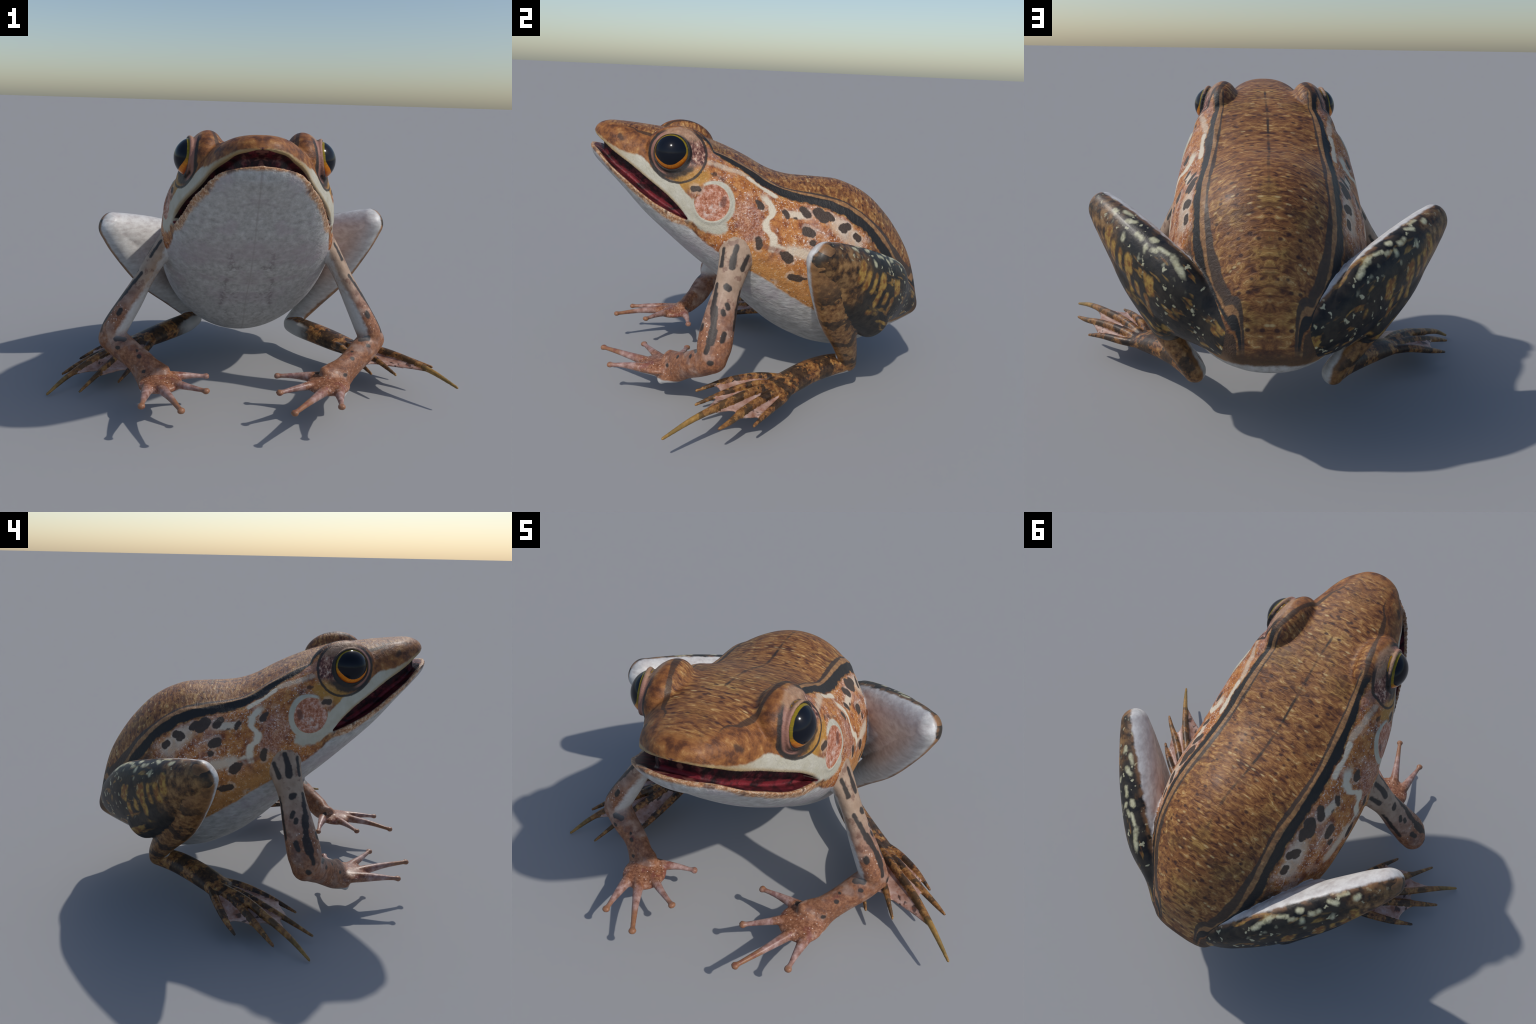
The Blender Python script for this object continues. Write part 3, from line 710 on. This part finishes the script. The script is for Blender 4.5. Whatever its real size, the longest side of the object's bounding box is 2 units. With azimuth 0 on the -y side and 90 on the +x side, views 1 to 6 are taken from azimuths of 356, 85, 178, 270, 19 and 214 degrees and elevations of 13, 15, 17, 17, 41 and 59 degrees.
def forelimb_material(s):
    k = Kit('forelimb_skin')
    P = k.obj; x, y, z = k.sep(P)
    A = FORE[s]
    if s == 1: fu = ff = lambda p: p
    else:
        fu = frame_map(FORE[1]['upper'], A['upper'], (-.15, 1, .1), (.15, 1, .1))
        ff = frame_map(FORE[1]['fore'], A['fore'], (.8, .6, 0), (-.8, .6, 0))
    pw = k.vmath('ADD', P, k.vmath('SCALE', k.vmath('SUBTRACT', k.noise(P, 34, 2, colour=True), (.5, .5, .5)), scale=.014))
    n1, n2, n3 = k.noise(P, 18, 3), k.noise(P, 60, 3, .7), k.noise(P, 8, 2)
    pink = k.ramp(n1, [(.32, (.21, .11, .075)), (.5, (.33, .195, .14)), (.68, (.46, .31, .23))])
    rust = k.ramp(n2, [(.35, (.17, .058, .026)), (.52, (.29, .115, .050)), (.70, (.42, .20, .105))])
    zone = k.step(z + (n3 - .5)*.25, .56, .40) * k.step(k.noise(P, 11, 3), .38, .54)
    col = k.mix(zone*.9, pink, rust)
    tan = k.step(z, .50, .62)
    col = k.mix(tan*.7, col, k.mix(n1, (.30, .20, .13), (.50, .38, .27)))
    # granules at the elbow
    g = k.voronoi(P, 75); gr = k.sep(k.voronoi(P, 75, 'Color'))[0]
    el = k.step(k.capsule(P, fu((.585, -.26, .43)), fu((.62, -.20, .40))), .10, .04)
    col = k.mix(k.step(g, .30, .14)*k.step(gr, .55, .62)*k.amax(el, k.step(z, .25, .20)*.45)*.8, col, (.74, .60, .50))
    # smudges
    col = k.mix(k.step(k.noise(P, 24, 3), .54, .66)*.6, col, (.15, .065, .045))
    # lengthwise black stripes and blots on the upper arm
    st = [((.421, -.135, .790), (.441, -.152, .738), .011), ((.441, -.152, .738), (.459, -.156, .701), .013), ((.426, -.080, .745), (.455, -.108, .690), .010),
          ((.405, -.198, .775), (.442, -.206, .70), .008), ((.495, -.180, .615), (.505, -.170, .612), .012), ((.480, -.226, .622), (.513, -.236, .575), .008),
          ((.510, -.232, .585), (.545, -.240, .530), .010), ((.545, -.238, .530), (.570, -.236, .490), .014), ((.570, -.236, .49), (.608, -.240, .433), .011),
          ((.605, -.238, .440), (.625, -.250, .395), .016), ((.625, -.252, .395), (.642, -.270, .352), .009), ((.470, -.120, .60), (.52, -.135, .51), .007), ((.52, -.135, .51), (.56, -.15, .43), .008)]
    bl = [((.540, -.178, .545), (.546, -.172, .528), .010), ((.557, -.195, .518), (.561, -.192, .506), .0105), ((.604, -.187, .425), (.620, -.197, .398), .011),
          ((.565, -.292, .452), (.568, -.292, .436), .0115), ((.667, -.253, .310), (.669, -.248, .312), .012)]
    col = k.mix(marks(k, pw, [(a, b, r*1.3) for a, b, r in st], fu)*.94, col, (.022, .019, .018))
    col = k.mix(marks(k, pw, [(a, b, r*1.15) for a, b, r in bl], fu)*.95, col, (.026, .022, .020))
    fb = [((.535, -.314, .322), (.572, -.310, .328), .014), ((.566, -.342, .302), (.572, -.341, .300), .010), ((.479, -.402, .258), (.481, -.402, .258), .011),
          ((.437, -.457, .196), (.444, -.455, .196), .009), ((.310, -.419, .198), (.320, -.424, .198), .011), ((.483, -.371, .284), (.485, -.371, .283), .007)]
    col = k.mix(marks(k, pw, fb, ff, .003)*.93, col, (.030, .026, .024))
    col = k.mix(marks(k, pw, [((.478, -.385, .27), (.440, -.415, .245), .006)], ff)*.6, col, (.16, .04, .035))
    # pale underside
    a0, b0 = np.array(A['upper'][1][:3]), np.array(A['upper'][5][:3])
    d = (b0 - a0)/np.linalg.norm(b0 - a0)
    i = np.array((-.92*s, -.38, -.1)); i -= d*(d @ i); i /= np.linalg.norm(i)
    w = k.vmath('DOT_PRODUCT', k.vmath('SUBTRACT', P, tuple(a0)), tuple(i), val=True)
    white = k.step(w + (k.noise(P, 30, 2) - .5)*.02, .036, .052) * k.step(z, .31, .37)
    white = k.amax(white, k.step(z + (k.noise(P, 30, 2) - .5)*.02, .130, .118) * k.step(y, -.36, -.40))
    wc = k.mix(k.noise(P, 60, 3), (.44, .43, .41), (.62, .60, .58))
    col = k.mix(white, col, wc)
    # dark seam lines along fingers
    return k.finish(col, .52, n2, .35, .004, coat=.04)

def hand_material(s):
    k = Kit('hand_skin')
    P = k.obj; x, y, z = k.sep(P)
    A = FORE[s]
    n1, n2 = k.noise(P, 30, 3), k.noise(P, 75, 3, .7)
    palm = tuple(A['palm'])
    r = k.vmath('LENGTH', k.vmath('SUBTRACT', P, palm), val=True)
    rust = k.ramp(n2, [(.35, (.16, .058, .030)), (.52, (.28, .115, .056)), (.70, (.41, .21, .125))])
    pink = k.ramp(n1, [(.32, (.21, .10, .075)), (.5, (.35, .20, .165)), (.68, (.47, .32, .285))])
    col = k.mix(k.step(r + (n1 - .5)*.10, .085, .15), rust, pink)
    col = k.mix(k.step(r + (k.noise(P, 20, 1) - .5)*.1, .20, .27), col, k.mix(n2, (.22, .085, .038), (.37, .185, .10)))
    col = k.mix(k.step(k.noise(k.stretch(P, (1, .6, 1)), 26, 2), .58, .66)*.55, col, (.20, .055, .045))
    g = k.voronoi(P, 80); gr = k.sep(k.voronoi(P, 80, 'Color'))[0]
    col = k.mix(k.step(g, .30, .14)*k.step(gr, .60, .68)*k.step(r, .16, .08)*.8, col, (.70, .52, .42))
    ff = (lambda p: p) if s == 1 else frame_map(FORE[1]['fore'], A['fore'], (.8, .6, 0), (-.8, .6, 0))
    fb = [((.437, -.457, .194), (.444, -.455, .194), .010), ((.310, -.419, .192), (.320, -.424, .192), .012)]
    col = k.mix(marks(k, P, fb, ff, .003)*.9, col, (.030, .026, .024))
    under = k.step(z + (n1 - .5)*.015, .136, .124) * k.step(r, .14, .11)
    col = k.mix(under, col, (.54, .50, .47))
    return k.finish(col, .42, n2, .35, .004, coat=.08)

LEGN = np.array((.81, .486, -.324))

def leg_frames(s):
    fm = {}
    for part in ('thigh', 'shank', 'tarsus'):
        if s == 1: fm[part] = lambda p: p
        else:
            if part == 'tarsus': a = np.array((.6, .75, 0)); b = np.array((-.6, .75, 0))
            else:
                S1, S2 = np.array(HIND[1][part])[:, :3], np.array(HIND[-1][part])[:, :3]
                d1 = S1[-1]-S1[1 if part == 'thigh' else 0]; d2 = S2[-1]-S2[1 if part == 'thigh' else 0]
                a = np.cross(LEGN, d1/np.linalg.norm(d1)); b = -np.cross(LEGN*(-1, 1, 1), d2/np.linalg.norm(d2))
                b = -b if part != 'tarsus' and (b[2]*a[2] < 0) else b
            fm[part] = frame_map(HIND[1][part], HIND[-1][part], a, b)
    return fm

def pale_mask(k, P, s):
    """inner face of the folded leg"""
    N = LEGN*(s, 1, 1)
    kn = np.array(HIND[s]['thigh'][-1][:3]) - (X0, 0, 0); k1 = np.array(HIND[1]['thigh'][-1][:3]) - (X0, 0, 0)
    off = N @ kn - LEGN @ k1
    x, y, z = k.sep(P)
    w = k.vmath('DOT_PRODUCT', k.vmath('SUBTRACT', P, (X0, 0, 0)), tuple(N), val=True)
    thr = .352 + off + (.45 - y)*.26 + (.75 - z)*.10
    return w - thr + (k.noise(P, 22, 3) - .5)*.03

def thigh_material(s):
    k = Kit('thigh_skin')
    P = k.obj; x, y, z = k.sep(P)
    f = leg_frames(s)['thigh']
    pw = k.vmath('ADD', P, k.vmath('SCALE', k.vmath('SUBTRACT', k.noise(P, 26, 2, colour=True), (.5, .5, .5)), scale=.024))
    n1 = k.noise(P, 20, 3)
    col = k.mix(k.step(n1, .32, .68), (.008, .007, .007), (.036, .028, .020))
    # brown outer face towards the knee
    kp = f((.66, .33, .72))
    kd = k.vmath('LENGTH', k.vmath('SUBTRACT', P, tuple(kp)), val=True)
    mot = k.ramp(k.noise(P, 26, 3, .6), [(.36, (.030, .016, .009)), (.48, (.13, .060, .020)), (.60, (.28, .15, .055)), (.74, (.40, .22, .08))])
    col = k.mix(k.step(kd + (n1 - .5)*.12, .20, .10)*.9, col, mot)
    # ochre tongues on the outer face
    ochre = [((.539, .541, .690), (.525, .512, .575), .017), ((.538, .535, .65), (.520, .505, .555), .020), ((.463, .628, .645), (.445, .636, .570), .013), ((.458, .61, .55), (.438, .592, .490), .014),
             ((.545, .462, .527), (.495, .520, .500), .014), ((.43, .56, .42), (.36, .64, .42), .010), ((.531, .553, .675), (.529, .55, .64), .022), ((.445, .648, .625), (.44, .65, .585), .024),
             ((.497, .57, .59), (.492, .565, .555), .015), ((.62, .42, .77), (.63, .41, .71), .022), ((.60, .46, .72), (.605, .44, .66), .018), ((.565, .50, .70), (.57, .48, .63), .014), ((.345, .725, .535), (.335, .73, .505), .015), ((.35, .72, .48), (.40, .66, .44), .010)]
    om = marks(k, pw, ochre, f, .008)
    ax = (np.array(HIND[s]['thigh'][4][:3]) - np.array(HIND[s]['thigh'][1][:3])); ax /= np.linalg.norm(ax)
    al = k.vmath('DOT_PRODUCT', P, tuple(ax), val=True)
    sp = k.vmath('SUBTRACT', P, k.vmath('SCALE', tuple(ax), scale=al*.72))
    oz = k.step(k.noise(sp, 26, 2), .56, .66)*k.step(y + k.abs(x)*.3, .62, .74)
    om = k.amax(om, oz*.8)
    col = k.mix(om*.95, col, k.mix(k.step(k.noise(P, 34, 3), .35, .65), (.22, .080, .016), (.46, .28, .06)))
    # cream beads and squiggles along the top
    cream = [((.335, .655, .705), (.300, .712, .665), .010), ((.345, .63, .715), (.335, .655, .705), .012), ((.304, .745, .625), (.302, .748, .612), .016), ((.358, .706, .668), (.345, .715, .655), .013), ((.349, .730, .588), (.346, .733, .572), .012),
             ((.247, .776, .585), (.245, .776, .572), .016), ((.24, .785, .55), (.225, .80, .51), .008), ((.298, .753, .49), (.296, .755, .47), .013), ((.253, .789, .50), (.248, .790, .475), .012),
             ((.606, .383, .842), (.600, .39, .835), .014), ((.560, .395, .838), (.530, .42, .830), .009), ((.545, .45, .815), (.51, .46, .808), .010), ((.559, .493, .78), (.558, .497, .755), .012), ((.497, .52, .785), (.475, .545, .768), .011),
             ((.436, .60, .745), (.415, .61, .738), .011), ((.43, .555, .768), (.42, .565, .764), .012), ((.49, .587, .71), (.488, .59, .70), .009), ((.455, .575, .745), (.455, .58, .72), .009), ((.388, .665, .702), (.386, .668, .698), .009), ((.21, .808, .512), (.20, .81, .49), .010), ((.40, .60, .74), (.36, .63, .73), .008)]
    cm = marks(k, pw, [(a, b, r*1.05) for a, b, r in cream], f, .007)*(.65 + k.step(k.noise(P, 55, 2), .34, .5)*.35)
    bp = k.vmath('ADD', P, k.vmath('SCALE', k.vmath('SUBTRACT', k.noise(P, 30, 2, colour=True), (.5, .5, .5)), scale=.05)); bead = k.voronoi(bp, 34); br = k.sep(k.voronoi(bp, 34, 'Color'))[0]
    t3 = np.array(HIND[s]['thigh'][3][:3]); 
    top = k.vmath('DOT_PRODUCT', k.vmath('SUBTRACT', P, tuple(t3)), (.12*s, .60, .78), val=True)
    cm = k.amax(cm, k.step(bead, .36, .20)*k.step(br, .52, .58)*k.step(top, .06, .11)*.85)
    rump = k.amax(k.step(y, .60, .70)*k.step(z, .47, .38), k.step(y + k.abs(x)*.35, .74, .82)*k.step(z, .62, .55))
    cm = k.amax(cm, k.step(bead, .34, .16)*k.step(br, .50, .58)*rump*.8)
    col = k.mix(cm*.95, col, k.mix(k.noise(P, 45, 2), (.42, .38, .18), (.74, .71, .52)))
    # pale inner face, rusty where it meets the outer skin
    w = pale_mask(k, P, s)
    inner = k.ramp(k.noise(k.stretch(P, (.6, .6, 1.4)), 36, 3), [(.3, (.50, .46, .44)), (.6, (.68, .66, .63)), (.8, (.74, .72, .70))])
    col = k.mix(k.step(w, .028, .004)*.45*k.step(k.noise(P, 18, 2), .42, .55), col, (.40, .20, .09))
    col = k.mix(k.step(w, .006, -.010), col, inner)
    return k.finish(col, .46, k.noise(P, 90, 2), .22, .004, coat=.06)

def shank_material(s):
    k = Kit('shank_skin')
    P = k.obj; x, y, z = k.sep(P)
    A = HIND[s]
    S = np.array(A['shank'])[:, :3]; a, b = S[0], S[-1]; L = np.linalg.norm(b - a); d = (b - a)/L
    pa = k.vmath('SUBTRACT', P, tuple(a))
    t = k.vmath('DOT_PRODUCT', pa, tuple(d), val=True)/L
    wob = k.noise(P, 14, 3) - .5
    mot = k.noise(P, 40, 4, .65)
    brown = k.ramp(mot, [(.32, (.060, .026, .010)), (.46, (.19, .085, .028)), (.60, (.30, .155, .055)), (.74, (.44, .27, .10))])
    dark = k.ramp(mot, [(.35, (.020, .013, .009)), (.6, (.060, .034, .018)), (.78, (.16, .085, .035))])
    band = k.math('SINE', (t + wob*.34)*(2*math.pi*4.2) + 0.4 + k.noise(P, 5, 1)*4.0) + (k.noise(P, 30, 2) - .5)*2.2
    col = k.mix(k.step(band, .05, .6)*.9, brown, dark)
    col = k.mix(k.step(t, .26, .10)*.6, col, k.mix(mot, (.10, .045, .018), (.42, .22, .09)))
    w = pale_mask(k, P, s)
    inner = k.ramp(k.noise(k.stretch(P, (.6, .6, 1.4)), 36, 3), [(.3, (.46, .44, .42)), (.6, (.60, .59, .57)), (.8, (.70, .69, .67))])
    col = k.mix(k.step(w, .035, .004)*.45, col, (.38, .18, .07))
    col = k.mix(k.step(w, .008, -.012), col, inner)
    return k.finish(col, .48, mot, .30, .004, coat=.1)

def foot_material(s):
    k = Kit('foot_skin')
    P = k.obj; x, y, z = k.sep(P)
    A = HIND[s]
    a = np.array(A['tarsus'][0][:3]); b = np.array(A['toes'][2][-1])
    d = (b - a)/np.linalg.norm(b - a)
    t = k.vmath('DOT_PRODUCT', k.vmath('SUBTRACT', P, tuple(a)), tuple(d), val=True)
    wob = k.noise(P, 22, 3) - .5
    mot = k.noise(P, 46, 4, .65)
    light = k.ramp(mot, [(.34, (.070, .026, .010)), (.47, (.21, .085, .027)), (.60, (.34, .165, .050)), (.76, (.50, .32, .11))])
    dark = k.ramp(mot, [(.35, (.018, .012, .009)), (.6, (.052, .030, .017)), (.78, (.16, .085, .03))])
    # cross bands: two broad ones on the instep, then a quicker beat along the toes
    tw = t + wob*.16 + (k.noise(P, 60, 3, .7) - .5)*.06
    u1 = k.step(k.abs(tw - .165), .050, .038)
    u2 = k.step(k.abs(tw - .345), .055, .042)
    beat = k.step(k.math('SINE', tw*52.0 + k.noise(P, 7, 1)*5.0), .10, .5) * k.step(tw, .41, .44)
    col = k.mix(k.amax(u1, u2, beat, k.step(k.noise(P, 34, 3), .58, .66))*.92, light, dark)
    tipc = k.step(tw, .92, .98)
    col = k.mix(k.step(t, .60, .9)*.25, col, (.32, .16, .04))
    col = k.mix(tipc*.4, col, (.42, .27, .06))
    under = k.step(z + (k.noise(P, 30, 2) - .5)*.02 + t*.10, .138, .120) * k.step(t, .34, .24)
    inner = k.vmath('DOT_PRODUCT', k.vmath('SUBTRACT', P, tuple(a)), (-.62*s, -.78, -.1), val=True)
    under = k.amax(under, k.step(P_heel(k, P, s, a) + wob*.03, .010, .026)*k.step(t + wob*.08, .24, .10))
    col = k.mix(under, col, (.52, .51, .49))
    return k.finish(col, .48, mot, .30, .004, coat=.1)

def P_heel(k, P, s, a):
    return k.vmath('DOT_PRODUCT', k.vmath('SUBTRACT', P, tuple(a)), (-.80*s, -.44, -.40), val=True)

def web_material(s):
    k = Kit('toe_web')
    P = k.obj
    n = k.noise(P, 20, 3)
    c = k.ramp(n, [(.32, (.26, .12, .075)), (.5, (.42, .25, .19)), (.68, (.50, .36, .31))])
    c = k.mix(k.step(k.noise(k.stretch(P, (1, .45, 1)), 24, 2), .62, .66)*.85, c, (.05, .03, .025))
    c = k.mix(k.step(k.noise(P, 30, 2), .58, .66)*.4, c, (.30, .09, .04))
    return k.finish(c, .42, n, .2, .003, coat=.06)
# ------------------------------------------------------------------ cut the skin into anatomical parts
CO = V.copy()
fv = np.empty(len(skin.polygons), int); skin.polygons.foreach_get('loop_total', fv)
lv = np.empty(len(skin.loops), int); skin.loops.foreach_get('vertex_index', lv)
ls = np.empty(len(skin.polygons), int); skin.polygons.foreach_get('loop_start', ls)

# raised rim around each eardrum
dn = np.empty(nv*3); skin.vertices.foreach_get('normal', dn); dn = dn.reshape(-1, 3)
er = np.sqrt(((CO[:, 1] + .256)/.081)**2 + ((CO[:, 2] - .978)/.083)**2)
ears = (np.abs(CO[:, 0] - X0) > .30) & (er < 2)
CO += dn*(ears*(.0045*np.exp(-((er - 1.05)/.10)**2) - .003*(er < .9)*(1 - (er/.9)**2)))[:, None]
skin.vertices.foreach_set('co', CO.ravel()); skin.update()

# which source form every vertex grew from
names, pts, lab = [], [], []
count = {}
for reg, o in SRC:
    c = np.empty(len(o.data.vertices)*3); o.data.vertices.foreach_get('co', c); c = c.reshape(-1, 3)
    side_ = 1 if c[:, 0].mean() > X0 else -1
    if reg in ('finger', 'toe', 'web'):
        key = (reg, side_); i = count.get(key, 0)
        if o.name.startswith('pad'): i -= 1
        else: count[key] = i + 1
        name = (reg, side_, i)
    elif reg in ('trunk', 'mouth'): name = (reg, 0, 0)
    else: name = (reg, side_, 0)
    L = np.full(len(c), len(names)); names.append(name)
    if reg == 'trunk' and o.name.startswith('body'):
        yy = np.clip(c[:, 1], -.95, -.363)
        lo, hi = interp(LIP_LO, yy)[:, 0], interp(LIP_UP, yy)[:, 0]
        wide = np.where(c[:, 2] > (lo + hi)/2, interp(WUP, c[:, 1])[:, 0] - .008, interp(WLO, c[:, 1])[:, 0] - .014)
        inside = (c[:, 1] < -.364) & (c[:, 2] > lo - 1e-3) & (c[:, 2] < hi + 1e-3) & (np.abs(c[:, 0] - X0) < wide)
        L[inside] = -1
    # add edge midpoints for an even labelling
    e = np.empty(len(o.data.edges)*2, int); o.data.edges.foreach_get('vertices', e); e = e.reshape(-1, 2)
    pts += [c, (c[e[:, 0]] + c[e[:, 1]])/2]; lab += [L, np.where(L[e[:, 0]] == L[e[:, 1]], L[e[:, 0]], L[e[:, 1]])]
pts, lab = np.vstack(pts), np.concatenate(lab)
MOUTH = [i for i, n in enumerate(names) if n[0] == 'mouth'][0]
lab[lab < 0] = MOUTH
kd = kdtree.KDTree(len(pts))
for i, p in enumerate(pts): kd.insert(p, i)
kd.balance()
nf = len(skin.polygons)
cen = np.empty(nf*3); skin.polygons.foreach_get('center', cen); cen = cen.reshape(-1, 3)
src = np.array([lab[kd.find(c)[1]] for c in cen])

def lipgap(c):
    yy = np.clip(c[:, 1], -.95, -.363)
    lo, hi = interp(LIP_LO, yy)[:, 0], interp(LIP_UP, yy)[:, 0]
    mid = c[:, 2] > (lo + hi)/2
    wide = np.where(mid, interp(WUP, np.clip(c[:, 1] + .004, -.862, .86))[:, 0] - .006, interp(WLO, np.clip(c[:, 1], -.862, .86))[:, 0] - .016)
    return (c[:, 1] < -.364) & (c[:, 2] > lo - .003) & (c[:, 2] < hi + .004) & (np.abs(c[:, 0] - X0) < wide)

regions = {}
for i, n in enumerate(names):
    regions.setdefault(n, []).append(i)
key = np.array([0]*nf); keys = list(regions)
for j, n in enumerate(keys):
    for i in regions[n]: key[src == i] = j
T, M = keys.index(('trunk', 0, 0)), keys.index(('mouth', 0, 0))
key[(key == M) & (cen[:, 1] > -.33)] = T
key[(key == T) & lipgap(cen)] = M
# even out ragged borders between regions
fl = np.repeat(np.arange(nf), fv)
share = np.zeros((nv, len(keys)), np.float32)
for j in range(len(keys)):
    if (key == j).any(): share[:, j] = np.bincount(lv, (key == j)[fl].astype(float), nv)
for _ in range(5):
    acc = share.copy()
    for j in range(len(keys)):
        if share[:, j].any():
            acc[:, j] += np.bincount(E_[:, 0], share[E_[:, 1], j], nv) + np.bincount(E_[:, 1], share[E_[:, 0], j], nv)
    share = acc / acc.sum(1, keepdims=True)
fs = np.stack([np.bincount(fl, share[lv, j], nf) for j in range(len(keys))], -1)
soft = fs.argmax(1)
keep = np.isin(key, [j for j, n in enumerate(keys) if n[0] in ('mouth', 'toe', 'web')])
key = np.where(keep | np.isin(soft, [M]), key, soft)
keys += [('head', 0, 0), ('eardrum', 1, 0), ('eardrum', -1, 0)]
headf = (key == T) & (cen[:, 1] < -.14 - .3*(.9 - cen[:, 2]))
key[headf] = len(keys) - 3
erf = np.sqrt(((cen[:, 1] + .256)/.081)**2 + ((cen[:, 2] - .978)/.083)**2)
drum = headf & (erf < 1.0) & (np.abs(cen[:, 0] - X0) > .30)
key[drum & (cen[:, 0] > X0)] = len(keys) - 2
key[drum & (cen[:, 0] < X0)] = len(keys) - 1

# draw the borders between parts as smooth lines on the skin
le = np.empty(len(skin.loops), int); skin.loops.foreach_get('edge_index', le)
lo_k, hi_k = np.full(ne, 10**6), np.full(ne, -1)
np.minimum.at(lo_k, le, key[fl]); np.maximum.at(hi_k, le, key[fl])
bord = E_[lo_k != hi_k]
bdeg = np.bincount(bord.ravel(), minlength=nv)
mov = bdeg == 2
B = CO.copy()
for _ in range(8):
    S = np.stack([np.bincount(bord[:, 0], B[bord[:, 1], c], nv) + np.bincount(bord[:, 1], B[bord[:, 0], c], nv) for c in range(3)], -1)
    B[mov] = .5*B[mov] + .25*S[mov]
d0 = np.where(mov[:, None], B - CO, 0)
for _ in range(2):                       # let the neighbouring faces follow
    A = np.stack([np.bincount(E_[:, 0], d0[E_[:, 1], c], nv) + np.bincount(E_[:, 1], d0[E_[:, 0], c], nv) for c in range(3)], -1) / deg[:, None]
    d0 = np.where((bdeg > 0)[:, None], d0, A*.8)
nrm = np.empty(nv*3); skin.vertices.foreach_get('normal', nrm); nrm = nrm.reshape(-1, 3)
d0 -= nrm*(d0*nrm).sum(1, keepdims=True)
CO = CO + d0
skin.vertices.foreach_set('co', CO.ravel()); skin.update()

VN = np.empty(nv*3); skin.vertices.foreach_get('normal', VN); VN = VN.reshape(-1, 3)
Cw = np.empty(nv*3); skin.vertices.foreach_get('co', Cw); Cw = Cw.reshape(-1, 3)

def piece(name, mask, material, parent):
    ids = np.nonzero(mask)[0]
    loops = [lv[ls[i]:ls[i] + fv[i]] for i in ids]
    used = np.unique(np.concatenate(loops))
    remap = np.full(nv, -1); remap[used] = np.arange(len(used))
    me = bpy.data.meshes.new(name)
    me.from_pydata(Cw[used].tolist(), [], [remap[l].tolist() for l in loops])
    me.polygons.foreach_set('use_smooth', np.ones(len(ids), bool))
    me.materials.append(material)
    me.update()
    me.normals_split_custom_set_from_vertices(VN[used].tolist())
    ob = bpy.data.objects.new(name, me)
    bpy.context.scene.collection.objects.link(ob)
    ob.parent = parent
    return ob

frog = bpy.data.objects.new('frog', None)
bpy.context.scene.collection.objects.link(frog)
frog['label'] = 'brown striped frog sitting with raised head and open mouth'
frog['category'] = 'frog'

SKIN, EYE = skin_material(), eye_material()
sel = lambda n: key == keys.index(n)
torso = piece('torso', sel(('trunk', 0, 0)), SKIN, frog)
head = piece('head', sel(('head', 0, 0)), SKIN, frog)
piece('mouth', sel(('mouth', 0, 0)), SKIN, head)
for s in (1, -1):
    piece('eardrum', sel(('eardrum', s, 0)), SKIN, head)
    FM, HM = forelimb_material(s), hand_material(s)
    arm = piece('forelimb', sel(('upper_arm', s, 0)), FM, frog)
    piece('forearm', sel(('forearm', s, 0)), FM, arm)
    piece('hand', sel(('hand', s, 0)), HM, arm)
    for i in range(4): piece('finger', sel(('finger', s, i)), HM, arm)
    leg = piece('hindlimb', sel(('thigh', s, 0)), thigh_material(s), frog)
    piece('shank', sel(('shank', s, 0)), shank_material(s), leg)
    TM, WM = foot_material(s), web_material(s)
    piece('foot', sel(('foot', s, 0)), TM, leg)
    for i in range(5): piece('toe', sel(('toe', s, i)), TM, leg)
    for i in range(4): piece('web', sel(('web', s, i)), WM, leg)
    # glossy eyeball, its gaze along local x
    r = EYE_R
    eye = ellipsoid('eye', (0, 0, 0), [(0, r, 0), (0, 0, r), (r, 0, 0)], 40)
    eye.location = eye_centre(s)
    eye.rotation_mode = 'QUATERNION'; eye.rotation_quaternion = Vector(gaze(s)).to_track_quat('X', 'Z')
    eye.data.polygons.foreach_set('use_smooth', np.ones(len(eye.data.polygons), bool))
    eye.data.materials.append(EYE); eye.parent = head

for _, o in SRC: bpy.data.objects.remove(o)
bpy.data.meshes.remove(skin)
